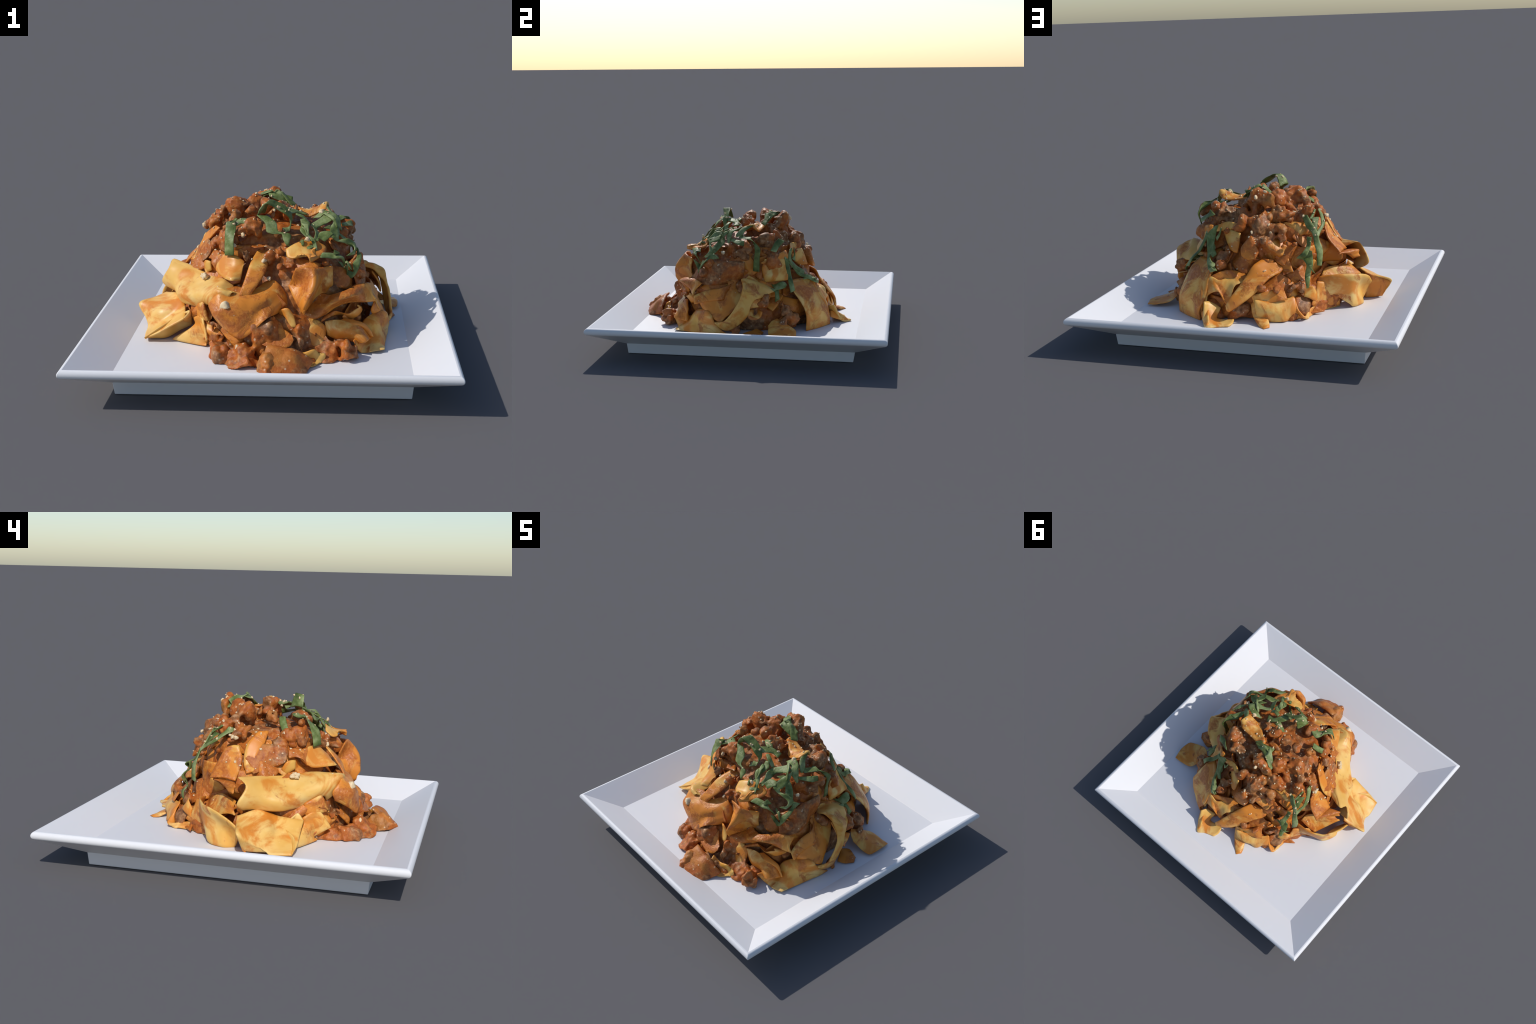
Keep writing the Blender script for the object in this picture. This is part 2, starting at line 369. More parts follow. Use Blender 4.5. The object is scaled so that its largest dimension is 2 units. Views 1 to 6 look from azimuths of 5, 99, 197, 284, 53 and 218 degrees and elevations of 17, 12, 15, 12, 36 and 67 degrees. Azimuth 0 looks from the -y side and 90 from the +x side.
        [(0.342, -0.435, 0.335), (0.362, -0.487, 0.412), (0.407, -0.441, 0.456)],
        [(0.392, -0.425, 0.369), (0.416, -0.478, 0.434), (0.451, -0.409, 0.467)],
        [(0.457, -0.393, 0.381), (0.479, -0.445, 0.442), (0.483, -0.352, 0.468)],
        [(0.535, -0.369, 0.381), (0.531, -0.362, 0.422), (0.542, -0.330, 0.471)],
        [(0.604, -0.347, 0.383), (0.578, -0.338, 0.417), (0.571, -0.293, 0.459)],
    ]),
    Ribbon("bow", 0.016, [
        [(-0.373, 0.229, 0.334), (-0.370, 0.250, 0.270), (-0.360, 0.250, 0.200)],
        [(-0.482, 0.226, 0.353), (-0.465, 0.225, 0.285), (-0.450, 0.210, 0.220)],
        [(-0.566, 0.186, 0.345), (-0.550, 0.178, 0.250), (-0.540, 0.163, 0.159)],
        [(-0.598, 0.148, 0.340), (-0.578, 0.140, 0.240), (-0.568, 0.139, 0.130)],
        [(-0.622, 0.102, 0.331), (-0.585, 0.080, 0.240), (-0.610, 0.055, 0.126)],
        [(-0.643, 0.030, 0.300), (-0.600, 0.015, 0.220), (-0.588, -0.005, 0.126)],
        [(-0.648, -0.039, 0.251), (-0.630, -0.040, 0.220), (-0.615, -0.040, 0.190)],
    ]),
    Ribbon("bow_back", 0.015, [
        [(-0.379, 0.189, 0.330), (-0.448, 0.185, 0.290), (-0.498, 0.169, 0.250)],
        [(-0.396, 0.135, 0.365), (-0.461, 0.130, 0.310), (-0.521, 0.125, 0.270)],
        [(-0.484, 0.061, 0.370), (-0.523, 0.061, 0.330), (-0.561, 0.046, 0.300)],
        [(-0.525, 0.008, 0.360), (-0.559, 0.010, 0.330), (-0.584, -0.007, 0.300)],
    ]),
    Ribbon("sauce_drape", 0.018, [
        [(0.429, -0.325, 0.555), (0.480, -0.333, 0.502), (0.505, -0.355, 0.448)],
        [(0.505, -0.210, 0.595), (0.530, -0.208, 0.521), (0.533, -0.229, 0.441)],
        [(0.487, -0.103, 0.594), (0.500, -0.106, 0.521), (0.494, -0.104, 0.449)],
        [(0.478, -0.008, 0.590), (0.475, -0.014, 0.532), (0.447, -0.037, 0.466)],
    ]),
    Ribbon("square_side", 0.014, [
        [(-0.612, -0.027, 0.308), (-0.600, -0.050, 0.220), (-0.600, -0.070, 0.130)],
        [(-0.682, -0.045, 0.278), (-0.660, -0.065, 0.210), (-0.650, -0.085, 0.128)],
        [(-0.766, -0.073, 0.243), (-0.735, -0.090, 0.190), (-0.705, -0.100, 0.135)],
    ]),
]

BASIL = [
    Ribbon("b1", 0.006, [
        [(-0.213, -0.358, 0.637), (-0.170, -0.388, 0.645)],
        [(-0.212, -0.345, 0.718), (-0.170, -0.372, 0.721)],
        [(-0.208, -0.315, 0.772), (-0.163, -0.314, 0.772)],
        [(-0.203, -0.300, 0.805), (-0.168, -0.281, 0.801)],
        [(-0.157, -0.296, 0.791), (-0.166, -0.246, 0.794)],
        [(-0.131, -0.264, 0.795), (-0.137, -0.216, 0.802)],
        [(-0.094, -0.284, 0.797), (-0.078, -0.247, 0.807)],
    ]),
    Ribbon("b1b", 0.006, [
        [(-0.176, -0.147, 0.788), (-0.165, -0.173, 0.792)],
        [(-0.214, -0.161, 0.755), (-0.213, -0.194, 0.755)],
        [(-0.244, -0.182, 0.724), (-0.244, -0.213, 0.729)],
    ]),
    Ribbon("loop", 0.007, [
        [(-0.044, -0.247, 0.833), (-0.030, -0.200, 0.842)],
        [(-0.027, -0.244, 0.869), (-0.011, -0.181, 0.833)],
        [(0.007, -0.242, 0.898), (0.020, -0.195, 0.905)],
        [(0.069, -0.224, 0.858), (0.075, -0.190, 0.885)],
        [(0.110, -0.226, 0.832), (0.120, -0.190, 0.850)],
        [(0.131, -0.215, 0.790), (0.140, -0.200, 0.800)],
        [(0.128, -0.234, 0.744), (0.125, -0.220, 0.755)],
        [(0.108, -0.273, 0.744), (0.090, -0.230, 0.750)],
    ]),
    Ribbon("leaf", 0.007, [
        [(-0.044, -0.250, 0.834), (0.005, -0.242, 0.827)],
        [(0.004, -0.288, 0.799), (0.052, -0.274, 0.798)],
        [(0.018, -0.314, 0.754), (0.067, -0.316, 0.760)],
        [(0.089, -0.326, 0.753), (0.131, -0.325, 0.747)],
        [(0.103, -0.346, 0.721), (0.130, -0.347, 0.713)],
        [(0.118, -0.357, 0.692), (0.124, -0.350, 0.689)],
    ]),
    Ribbon("curl_b", 0.006, [
        [(0.114, -0.221, 0.826), (0.083, -0.184, 0.837)],
        [(0.139, -0.170, 0.826), (0.109, -0.141, 0.836)],
        [(0.169, -0.130, 0.813), (0.146, -0.111, 0.828)],
        [(0.218, -0.126, 0.803), (0.199, -0.085, 0.805)],
    ]),
    Ribbon("up_b", 0.006, [
        [(0.041, -0.090, 0.833), (0.073, -0.070, 0.847)],
        [(0.088, -0.117, 0.834), (0.104, -0.089, 0.838)],
        [(0.128, -0.132, 0.837), (0.133, -0.104, 0.827)],
    ]),
    Ribbon("thin_b", 0.006, [
        [(0.161, -0.176, 0.818), (0.162, -0.159, 0.817)],
        [(0.203, -0.193, 0.804), (0.205, -0.171, 0.807)],
        [(0.238, -0.192, 0.773), (0.238, -0.172, 0.763)],
    ]),
    Ribbon("tip_b", 0.006, [
        [(0.189, -0.202, 0.798), (0.209, -0.198, 0.801)],
        [(0.198, -0.233, 0.776), (0.233, -0.220, 0.777)],
        [(0.192, -0.284, 0.757), (0.227, -0.277, 0.757)],
        [(0.218, -0.311, 0.734), (0.233, -0.300, 0.726)],
        [(0.244, -0.321, 0.698), (0.258, -0.315, 0.702)],
        [(0.272, -0.330, 0.682), (0.276, -0.322, 0.677)],
    ]),
    Ribbon("arch_b", 0.006, [
        [(0.260, -0.316, 0.698), (0.285, -0.310, 0.702)],
        [(0.272, -0.276, 0.737), (0.288, -0.257, 0.728)],
        [(0.256, -0.245, 0.758), (0.275, -0.214, 0.736)],
        [(0.248, -0.189, 0.759), (0.282, -0.188, 0.747)],
        [(0.307, -0.136, 0.787), (0.348, -0.161, 0.774)],
        [(0.316, -0.116, 0.795), (0.359, -0.140, 0.781)],
    ]),
    Ribbon("long_b", 0.006, [
        [(0.376, -0.164, 0.775), (0.377, -0.136, 0.790)],
        [(0.359, -0.203, 0.756), (0.396, -0.199, 0.736)],
        [(0.356, -0.270, 0.726), (0.392, -0.260, 0.716)],
        [(0.380, -0.273, 0.699), (0.398, -0.259, 0.698)],
        [(0.434, -0.260, 0.680), (0.444, -0.251, 0.698)],
        [(0.474, -0.253, 0.666), (0.480, -0.228, 0.673)],
        [(0.480, -0.270, 0.641), (0.490, -0.236, 0.644)],
        [(0.440, -0.295, 0.616), (0.478, -0.281, 0.621)],
    ]),
    Ribbon("patch_b", 0.006, [
        [(0.289, -0.295, 0.716), (0.320, -0.300, 0.700)],
        [(0.299, -0.254, 0.732), (0.347, -0.278, 0.722)],
        [(0.346, -0.245, 0.736), (0.364, -0.265, 0.728)],
    ]),
    Ribbon("hook_b", 0.006, [
        [(0.192, -0.345, 0.696), (0.209, -0.356, 0.695)],
        [(0.211, -0.330, 0.706), (0.221, -0.333, 0.687)],
        [(0.224, -0.311, 0.721), (0.245, -0.316, 0.707)],
    ]),
    Ribbon("line_b", 0.006, [
        [(0.172, -0.392, 0.656), (0.185, -0.399, 0.656)],
        [(0.240, -0.359, 0.686), (0.248, -0.366, 0.679)],
        [(0.267, -0.327, 0.683), (0.279, -0.333, 0.678)],
    ]),
    Ribbon("strip_b", 0.006, [
        [(0.257, -0.083, 0.775), (0.302, -0.054, 0.808)],
        [(0.345, -0.118, 0.796), (0.358, -0.079, 0.802)],
        [(0.370, -0.141, 0.777), (0.389, -0.105, 0.781)],
        [(0.412, -0.134, 0.716), (0.414, -0.123, 0.717)],
    ]),
    Ribbon("stand_b", 0.006, [
        [(0.307, 0.018, 0.826), (0.328, 0.030, 0.827)],
        [(0.338, -0.038, 0.811), (0.349, -0.015, 0.800)],
        [(0.369, -0.071, 0.777), (0.377, -0.042, 0.767)],
        [(0.391, -0.080, 0.760), (0.395, -0.071, 0.757)],
    ]),
    Ribbon("hang_b", 0.006, [
        [(0.384, -0.048, 0.768), (0.395, -0.057, 0.748)],
        [(0.385, -0.010, 0.755), (0.412, -0.024, 0.747)],
        [(0.405, 0.030, 0.755), (0.438, 0.023, 0.747)],
        [(0.388, 0.023, 0.751), (0.447, 0.030, 0.748)],
        [(0.466, 0.068, 0.700), (0.467, 0.096, 0.696)],
        [(0.467, 0.067, 0.638), (0.458, 0.094, 0.637)],
        [(0.464, 0.060, 0.580), (0.455, 0.092, 0.579)],
        [(0.455, 0.055, 0.529), (0.447, 0.089, 0.524)],
    ]),
    Ribbon("blade_b", 0.006, [
        [(0.413, -0.119, 0.748), (0.416, -0.116, 0.737)],
        [(0.441, -0.055, 0.736), (0.467, -0.065, 0.721)],
        [(0.466, -0.017, 0.737), (0.470, -0.014, 0.710)],
        [(0.467, 0.012, 0.724), (0.469, 0.017, 0.711)],
    ]),
    Ribbon("low_b", 0.006, [
        [(0.301, -0.414, 0.647), (0.302, -0.380, 0.658)],
        [(0.353, -0.392, 0.636), (0.364, -0.360, 0.649)],
        [(0.408, -0.379, 0.629), (0.420, -0.362, 0.630)],
        [(0.423, -0.329, 0.574), (0.431, -0.321, 0.560)],
    ]),
    Ribbon("low_b2", 0.006, [
        [(0.372, -0.378, 0.646), (0.393, -0.371, 0.644)],
        [(0.375, -0.340, 0.659), (0.399, -0.334, 0.641)],
    ]),
    Ribbon("vee_b", 0.006, [
        [(0.447, -0.371, 0.597), (0.426, -0.332, 0.561)],
        [(0.443, -0.341, 0.522), (0.452, -0.330, 0.540)],
        [(0.470, -0.335, 0.507), (0.476, -0.327, 0.533)],
        [(0.497, -0.315, 0.546), (0.475, -0.309, 0.572)],
        [(0.517, -0.266, 0.608), (0.494, -0.280, 0.600)],
        [(0.499, -0.219, 0.617), (0.498, -0.244, 0.636)],
        [(0.494, -0.183, 0.625), (0.486, -0.217, 0.650)],
    ]),
    Ribbon("peak_b", 0.007, [
        [(0.153, 0.089, 0.803), (0.127, 0.061, 0.805)],
        [(0.086, 0.128, 0.853), (0.054, 0.108, 0.886)],
        [(0.040, 0.134, 0.855), (0.021, 0.103, 0.873)],
        [(-0.020, 0.170, 0.865), (-0.027, 0.132, 0.854)],
        [(-0.073, 0.200, 0.810), (-0.073, 0.156, 0.820)],
    ]),
    Ribbon("peak_curl", 0.007, [
        [(0.000, 0.070, 0.866), (-0.010, 0.118, 0.873)],
        [(0.040, 0.070, 0.849), (0.059, 0.104, 0.881)],
        [(0.100, 0.079, 0.823), (0.089, 0.116, 0.857)],
        [(0.123, 0.089, 0.801), (0.129, 0.114, 0.844)],
    ]),
    Ribbon("peak_up", 0.007, [
        [(0.019, 0.089, 0.884), (0.013, 0.133, 0.862)],
        [(-0.048, 0.144, 0.854), (-0.003, 0.160, 0.873)],
        [(-0.071, 0.171, 0.830), (-0.059, 0.191, 0.848)],
    ]),
    Ribbon("side_b", 0.006, [
        [(0.298, 0.245, 0.716), (0.334, 0.215, 0.737)],
        [(0.353, 0.221, 0.690), (0.357, 0.195, 0.712)],
        [(0.404, 0.202, 0.655), (0.423, 0.174, 0.667)],
    ]),
    Ribbon("side_long", 0.006, [
        [(0.278, 0.285, 0.655), (0.261, 0.298, 0.659)],
        [(0.333, 0.284, 0.595), (0.284, 0.294, 0.590)],
        [(0.326, 0.310, 0.539), (0.282, 0.332, 0.535)],
        [(0.298, 0.349, 0.499), (0.250, 0.375, 0.498)],
        [(0.272, 0.379, 0.473), (0.263, 0.383, 0.477)],
    ]),
    Ribbon("side_spur", 0.005, [
        [(0.271, 0.301, 0.581), (0.259, 0.318, 0.567)],
        [(0.246, 0.314, 0.612), (0.241, 0.314, 0.603)],
        [(0.234, 0.307, 0.648), (0.231, 0.306, 0.648)],
    ]),
    Ribbon("drop_b", 0.006, [
        [(0.341, 0.247, 0.643), (0.304, 0.261, 0.641)],
        [(0.358, 0.265, 0.580), (0.340, 0.281, 0.577)],
        [(0.401, 0.284, 0.496), (0.381, 0.304, 0.497)],
        [(0.447, 0.304, 0.445), (0.432, 0.326, 0.447)],
        [(0.478, 0.318, 0.391), (0.452, 0.339, 0.398)],
    ]),
    Ribbon("branch_b", 0.006, [
        [(0.349, 0.269, 0.597), (0.332, 0.280, 0.593)],
        [(0.324, 0.318, 0.525), (0.274, 0.328, 0.525)],
        [(0.313, 0.353, 0.478), (0.290, 0.368, 0.483)],
        [(0.294, 0.413, 0.453), (0.265, 0.427, 0.463)],
        [(0.266, 0.470, 0.421), (0.217, 0.469, 0.413)],
    ]),
    Ribbon("leaf_b", 0.006, [
        [(0.410, 0.171, 0.430), (0.431, 0.183, 0.420)],
        [(0.473, 0.211, 0.413), (0.444, 0.231, 0.449)],
        [(0.479, 0.247, 0.416), (0.447, 0.264, 0.453)],
        [(0.467, 0.276, 0.422), (0.450, 0.284, 0.436)],
    ]),
    Ribbon("leaf_tail", 0.006, [
        [(0.462, 0.196, 0.405), (0.473, 0.228, 0.409)],
        [(0.506, 0.215, 0.386), (0.504, 0.235, 0.381)],
        [(0.524, 0.216, 0.332), (0.523, 0.242, 0.351)],
    ]),
    Ribbon("back_a", 0.006, [
        [(-0.266, 0.203, 0.721), (-0.296, 0.206, 0.722)],
        [(-0.302, 0.231, 0.658), (-0.330, 0.225, 0.676)],
        [(-0.345, 0.255, 0.620), (-0.369, 0.251, 0.629)],
        [(-0.365, 0.283, 0.560), (-0.388, 0.269, 0.571)],
        [(-0.382, 0.302, 0.516), (-0.407, 0.280, 0.520)],
        [(-0.383, 0.306, 0.433), (-0.400, 0.282, 0.425)],
    ]),
    Ribbon("back_bb", 0.006, [
        [(-0.342, 0.101, 0.742), (-0.336, 0.052, 0.733)],
        [(-0.362, 0.132, 0.710), (-0.372, 0.113, 0.705)],
        [(-0.384, 0.190, 0.665), (-0.397, 0.169, 0.665)],
        [(-0.372, 0.245, 0.632), (-0.386, 0.235, 0.626)],
        [(-0.371, 0.264, 0.610), (-0.380, 0.259, 0.602)],
    ]),
    Ribbon("back_c", 0.006, [
        [(-0.318, 0.282, 0.603), (-0.339, 0.277, 0.600)],
        [(-0.315, 0.294, 0.552), (-0.338, 0.306, 0.547)],
        [(-0.305, 0.348, 0.520), (-0.331, 0.365, 0.512)],
        [(-0.267, 0.347, 0.483), (-0.299, 0.345, 0.475)],
    ]),
    Ribbon("back_d", 0.006, [
        [(-0.339, 0.332, 0.531), (-0.355, 0.334, 0.528)],
        [(-0.299, 0.333, 0.492), (-0.355, 0.330, 0.491)],
        [(-0.335, 0.368, 0.450), (-0.367, 0.369, 0.448)],
        [(-0.321, 0.357, 0.383), (-0.347, 0.348, 0.393)],
        [(-0.330, 0.385, 0.347), (-0.347, 0.370, 0.352)],
        [(-0.333, 0.378, 0.304), (-0.340, 0.371, 0.307)],
    ]),
    Ribbon("back_e", 0.005, [
        [(-0.351, 0.377, 0.449), (-0.363, 0.373, 0.449)],
        [(-0.359, 0.377, 0.427), (-0.367, 0.364, 0.419)],
        [(-0.366, 0.347, 0.396), (-0.375, 0.331, 0.383)],
    ]),
    Ribbon("back_f", 0.006, [
        [(-0.358, 0.159, 0.700), (-0.328, 0.192, 0.702)],
        [(-0.360, 0.201, 0.671), (-0.339, 0.219, 0.670)],
        [(-0.363, 0.226, 0.632), (-0.352, 0.237, 0.634)],
    ]),
    Ribbon("back_g", 0.005, [
        [(-0.330, 0.149, 0.749), (-0.337, 0.143, 0.746)],
        [(-0.324, 0.190, 0.722), (-0.332, 0.189, 0.717)],
        [(-0.318, 0.213, 0.704), (-0.326, 0.207, 0.701)],
    ]),
    Ribbon("bit_a", 0.006, [
        [(0.305, 0.382, 0.447), (0.287, 0.391, 0.455)],
        [(0.259, 0.459, 0.447), (0.237, 0.441, 0.448)],
        [(0.242, 0.468, 0.434), (0.237, 0.457, 0.434)],
    ]),
    Ribbon("bit_b", 0.006, [
        [(0.265, 0.466, 0.426), (0.248, 0.471, 0.432)],
        [(0.248, 0.484, 0.409), (0.217, 0.479, 0.417)],
    ]),
    Ribbon("bit_c", 0.006, [
        [(0.525, 0.143, 0.404), (0.480, 0.129, 0.422)],
        [(0.501, 0.184, 0.392), (0.474, 0.223, 0.407)],
    ]),
    Ribbon("front_b", 0.006, [
        [(0.480, -0.230, 0.645), (0.443, -0.248, 0.675)],
        [(0.437, -0.189, 0.688), (0.400, -0.210, 0.715)],
        [(0.385, -0.165, 0.719), (0.359, -0.203, 0.740)],
        [(0.342, -0.179, 0.755), (0.317, -0.212, 0.752)],
    ]),
]

MEAT = [   # centre of a lump, radius
    Lump((-0.203, 0.028, 0.812), 0.043),
    Lump((-0.192, -0.101, 0.792), 0.032),
    Lump((-0.096, -0.066, 0.809), 0.036),
    Lump((-0.288, 0.046, 0.755), 0.023),
    Lump((-0.352, 0.055, 0.704), 0.025),
    Lump((-0.302, -0.001, 0.735), 0.023),
    Lump((-0.084, -0.252, 0.770), 0.039),
    Lump((-0.032, -0.261, 0.777), 0.031),
    Lump((-0.123, -0.290, 0.757), 0.029),
    Lump((-0.281, -0.160, 0.648), 0.044),
    Lump((-0.237, -0.234, 0.692), 0.024),
    Lump((-0.012, -0.035, 0.830), 0.028),
    Lump((0.052, 0.112, 0.849), 0.029),
    Lump((0.066, -0.036, 0.826), 0.036),
    Lump((0.157, -0.041, 0.815), 0.024),
    Lump((0.038, -0.206, 0.824), 0.023),
    Lump((0.415, -0.100, 0.675), 0.026),
    Lump((0.444, 0.009, 0.705), 0.033),
    Lump((0.446, -0.048, 0.649), 0.024),
    Lump((0.335, -0.399, 0.606), 0.023),
    Lump((0.267, -0.431, 0.636), 0.021),
    Lump((0.137, -0.401, 0.594), 0.026),
    Lump((0.084, -0.338, 0.646), 0.021),
    Lump((-0.201, 0.069, 0.816), 0.049),
    Lump((-0.153, 0.041, 0.827), 0.029),
    Lump((-0.263, 0.094, 0.773), 0.026),
    Lump((-0.242, 0.147, 0.704), 0.040),
    Lump((-0.318, 0.046, 0.719), 0.032),
    Lump((-0.369, 0.074, 0.687), 0.022),
    Lump((-0.329, 0.023, 0.710), 0.024),
    Lump((-0.301, 0.052, 0.748), 0.024),
    Lump((-0.182, -0.090, 0.790), 0.037),
    Lump((-0.038, 0.215, 0.813), 0.036),
    Lump((-0.129, 0.195, 0.751), 0.025),
    Lump((-0.370, 0.156, 0.604), 0.034),
    Lump((-0.158, 0.302, 0.595), 0.025),
    Lump((-0.204, 0.329, 0.564), 0.021),
    Lump((-0.150, 0.278, 0.650), 0.025),
    Lump((-0.085, -0.260, 0.775), 0.035),
    Lump((-0.194, -0.281, 0.771), 0.024),
    Lump((-0.237, -0.197, 0.703), 0.028),
    Lump((-0.235, -0.231, 0.681), 0.022),
    Lump((-0.198, -0.288, 0.691), 0.034),
    Lump((-0.215, -0.258, 0.724), 0.024),
    Lump((-0.245, -0.242, 0.646), 0.020),
    Lump((-0.103, -0.370, 0.647), 0.025),
    Lump((-0.298, -0.193, 0.628), 0.024),
    Lump((-0.442, -0.114, 0.493), 0.020),
    Lump((0.091, -0.421, 0.594), 0.025),
    Lump((-0.179, 0.038, 0.809), 0.052),
    Lump((0.038, 0.184, 0.834), 0.039),
    Lump((-0.020, 0.201, 0.820), 0.035),
    Lump((-0.030, 0.087, 0.791), 0.033),
    Lump((0.124, -0.032, 0.786), 0.049),
    Lump((0.107, -0.079, 0.813), 0.031),
    Lump((-0.050, -0.272, 0.762), 0.040),
    Lump((0.032, -0.373, 0.624), 0.028),
    Lump((0.336, 0.094, 0.726), 0.040),
    Lump((0.249, 0.182, 0.727), 0.036),
    Lump((0.313, 0.163, 0.745), 0.031),
    Lump((0.166, 0.126, 0.776), 0.027),
    Lump((-0.193, -0.105, 0.784), 0.031),
    Lump((0.010, 0.278, 0.683), 0.020),
    Lump((-0.134, 0.198, 0.718), 0.044),
    Lump((-0.057, 0.244, 0.696), 0.035),
    Lump((-0.032, 0.217, 0.783), 0.035),
    Lump((0.012, 0.345, 0.606), 0.027),
    Lump((-0.087, 0.312, 0.599), 0.031),
    Lump((-0.287, 0.160, 0.709), 0.035),
    Lump((-0.266, 0.097, 0.765), 0.026),
    Lump((-0.235, 0.064, 0.818), 0.026),
    Lump((-0.069, 0.362, 0.585), 0.025),
    Lump((0.042, 0.175, 0.777), 0.050),
    Lump((0.133, 0.158, 0.765), 0.031),
    Lump((0.130, 0.222, 0.735), 0.031),
    Lump((0.147, 0.119, 0.777), 0.029),
    Lump((0.087, -0.032, 0.830), 0.032),
    Lump((0.039, 0.020, 0.785), 0.037),
    Lump((0.111, 0.319, 0.654), 0.027),
    Lump((0.195, 0.290, 0.629), 0.027),
    Lump((0.322, 0.123, 0.742), 0.039),
    Lump((0.440, -0.081, 0.638), 0.035),
    Lump((0.444, -0.018, 0.676), 0.026),
    Lump((0.493, -0.182, 0.566), 0.030),
    Lump((0.496, -0.248, 0.579), 0.030),
    Lump((0.469, -0.121, 0.563), 0.035),
    Lump((0.450, -0.053, 0.552), 0.039),
    Lump((0.444, -0.014, 0.631), 0.026),
    Lump((0.506, -0.159, 0.485), 0.026),
    Lump((0.504, -0.291, 0.526), 0.026),
    Lump((0.490, -0.257, 0.590), 0.022),
    Lump((0.033, 0.208, 0.753), 0.040),
    Lump((0.020, 0.204, 0.833), 0.036),
    Lump((0.132, 0.175, 0.758), 0.032),
    Lump((0.210, 0.194, 0.728), 0.032),
    Lump((0.090, 0.290, 0.685), 0.031),
    Lump((-0.097, 0.210, 0.742), 0.035),
    Lump((-0.090, 0.275, 0.643), 0.040),
    Lump((-0.017, 0.293, 0.644), 0.035),
    Lump((-0.077, 0.344, 0.559), 0.039),
    Lump((-0.144, 0.103, 0.759), 0.031),
    Lump((-0.171, 0.083, 0.790), 0.049),
    Lump((-0.183, 0.200, 0.688), 0.027),
    Lump((-0.284, 0.133, 0.740), 0.036),
    Lump((-0.379, 0.083, 0.683), 0.020),
    Lump((-0.188, 0.130, 0.736), 0.027),
    Lump((-0.246, 0.296, 0.559), 0.024),
    Lump((-0.267, -0.554, 0.154), 0.035),
    Lump((-0.277, -0.530, 0.197), 0.023),
    Lump((-0.237, -0.585, 0.139), 0.027),
    Lump((-0.212, -0.592, 0.183), 0.023),
    Lump((-0.149, -0.613, 0.172), 0.030),
    Lump((-0.080, -0.666, 0.148), 0.028),
    Lump((-0.097, -0.624, 0.194), 0.030),
    Lump((-0.278, -0.496, 0.295), 0.021),
    Lump((0.190, -0.549, 0.260), 0.034),
    Lump((0.194, -0.582, 0.221), 0.034),
    Lump((0.398, -0.543, 0.209), 0.027),
    Lump((0.442, -0.557, 0.165), 0.040),
    Lump((0.488, -0.556, 0.140), 0.040),
    Lump((0.420, -0.585, 0.144), 0.034),
    Lump((0.356, -0.593, 0.130), 0.021),
    Lump((0.276, -0.531, 0.254), 0.019),
    Lump((0.177, -0.640, 0.132), 0.023),
    Lump((0.055, -0.762, 0.164), 0.026),
    Lump((-0.244, -0.513, 0.288), 0.034),
    Lump((-0.281, -0.484, 0.261), 0.024),
    Lump((0.439, -0.570, 0.200), 0.030),
    Lump((0.189, -0.590, 0.233), 0.031),
    Lump((-0.043, -0.577, 0.300), 0.025),
    Lump((0.510, 0.281, 0.278), 0.047),
    Lump((0.497, 0.310, 0.217), 0.039),
    Lump((0.498, 0.340, 0.204), 0.039),
    Lump((0.512, 0.260, 0.322), 0.030),
    Lump((0.577, 0.139, 0.335), 0.034),
    Lump((0.538, 0.155, 0.374), 0.026),
    Lump((0.584, 0.277, 0.181), 0.034),
    Lump((0.650, -0.045, 0.176), 0.030),
    Lump((0.182, 0.349, 0.495), 0.038),
    Lump((0.222, 0.371, 0.476), 0.031),
    Lump((0.199, 0.413, 0.437), 0.031),
    Lump((-0.252, 0.393, 0.308), 0.033),
    Lump((-0.287, 0.369, 0.317), 0.031),
    Lump((-0.232, 0.419, 0.292), 0.026),
    Lump((-0.073, 0.492, 0.319), 0.022),
    Lump((0.556, 0.153, 0.369), 0.033),
    Lump((-0.256, 0.406, 0.321), 0.038),
    Lump((-0.170, 0.464, 0.318), 0.026),
    Lump((0.662, -0.042, 0.144), 0.033),
    Lump((0.556, -0.081, 0.354), 0.019),
    Lump((-0.020, 0.265, 0.660), 0.065),
    Lump((0.270, 0.190, 0.660), 0.075),
    Lump((0.300, 0.130, 0.660), 0.070),
    Lump((0.340, 0.190, 0.570), 0.075),
    Lump((0.200, 0.260, 0.500), 0.060),
    Lump((-0.080, 0.100, 0.765), 0.070),
    Lump((0.100, 0.100, 0.765), 0.070),
    Lump((0.000, -0.030, 0.690), 0.080),
    Lump((0.000, 0.300, 0.530), 0.070),
]

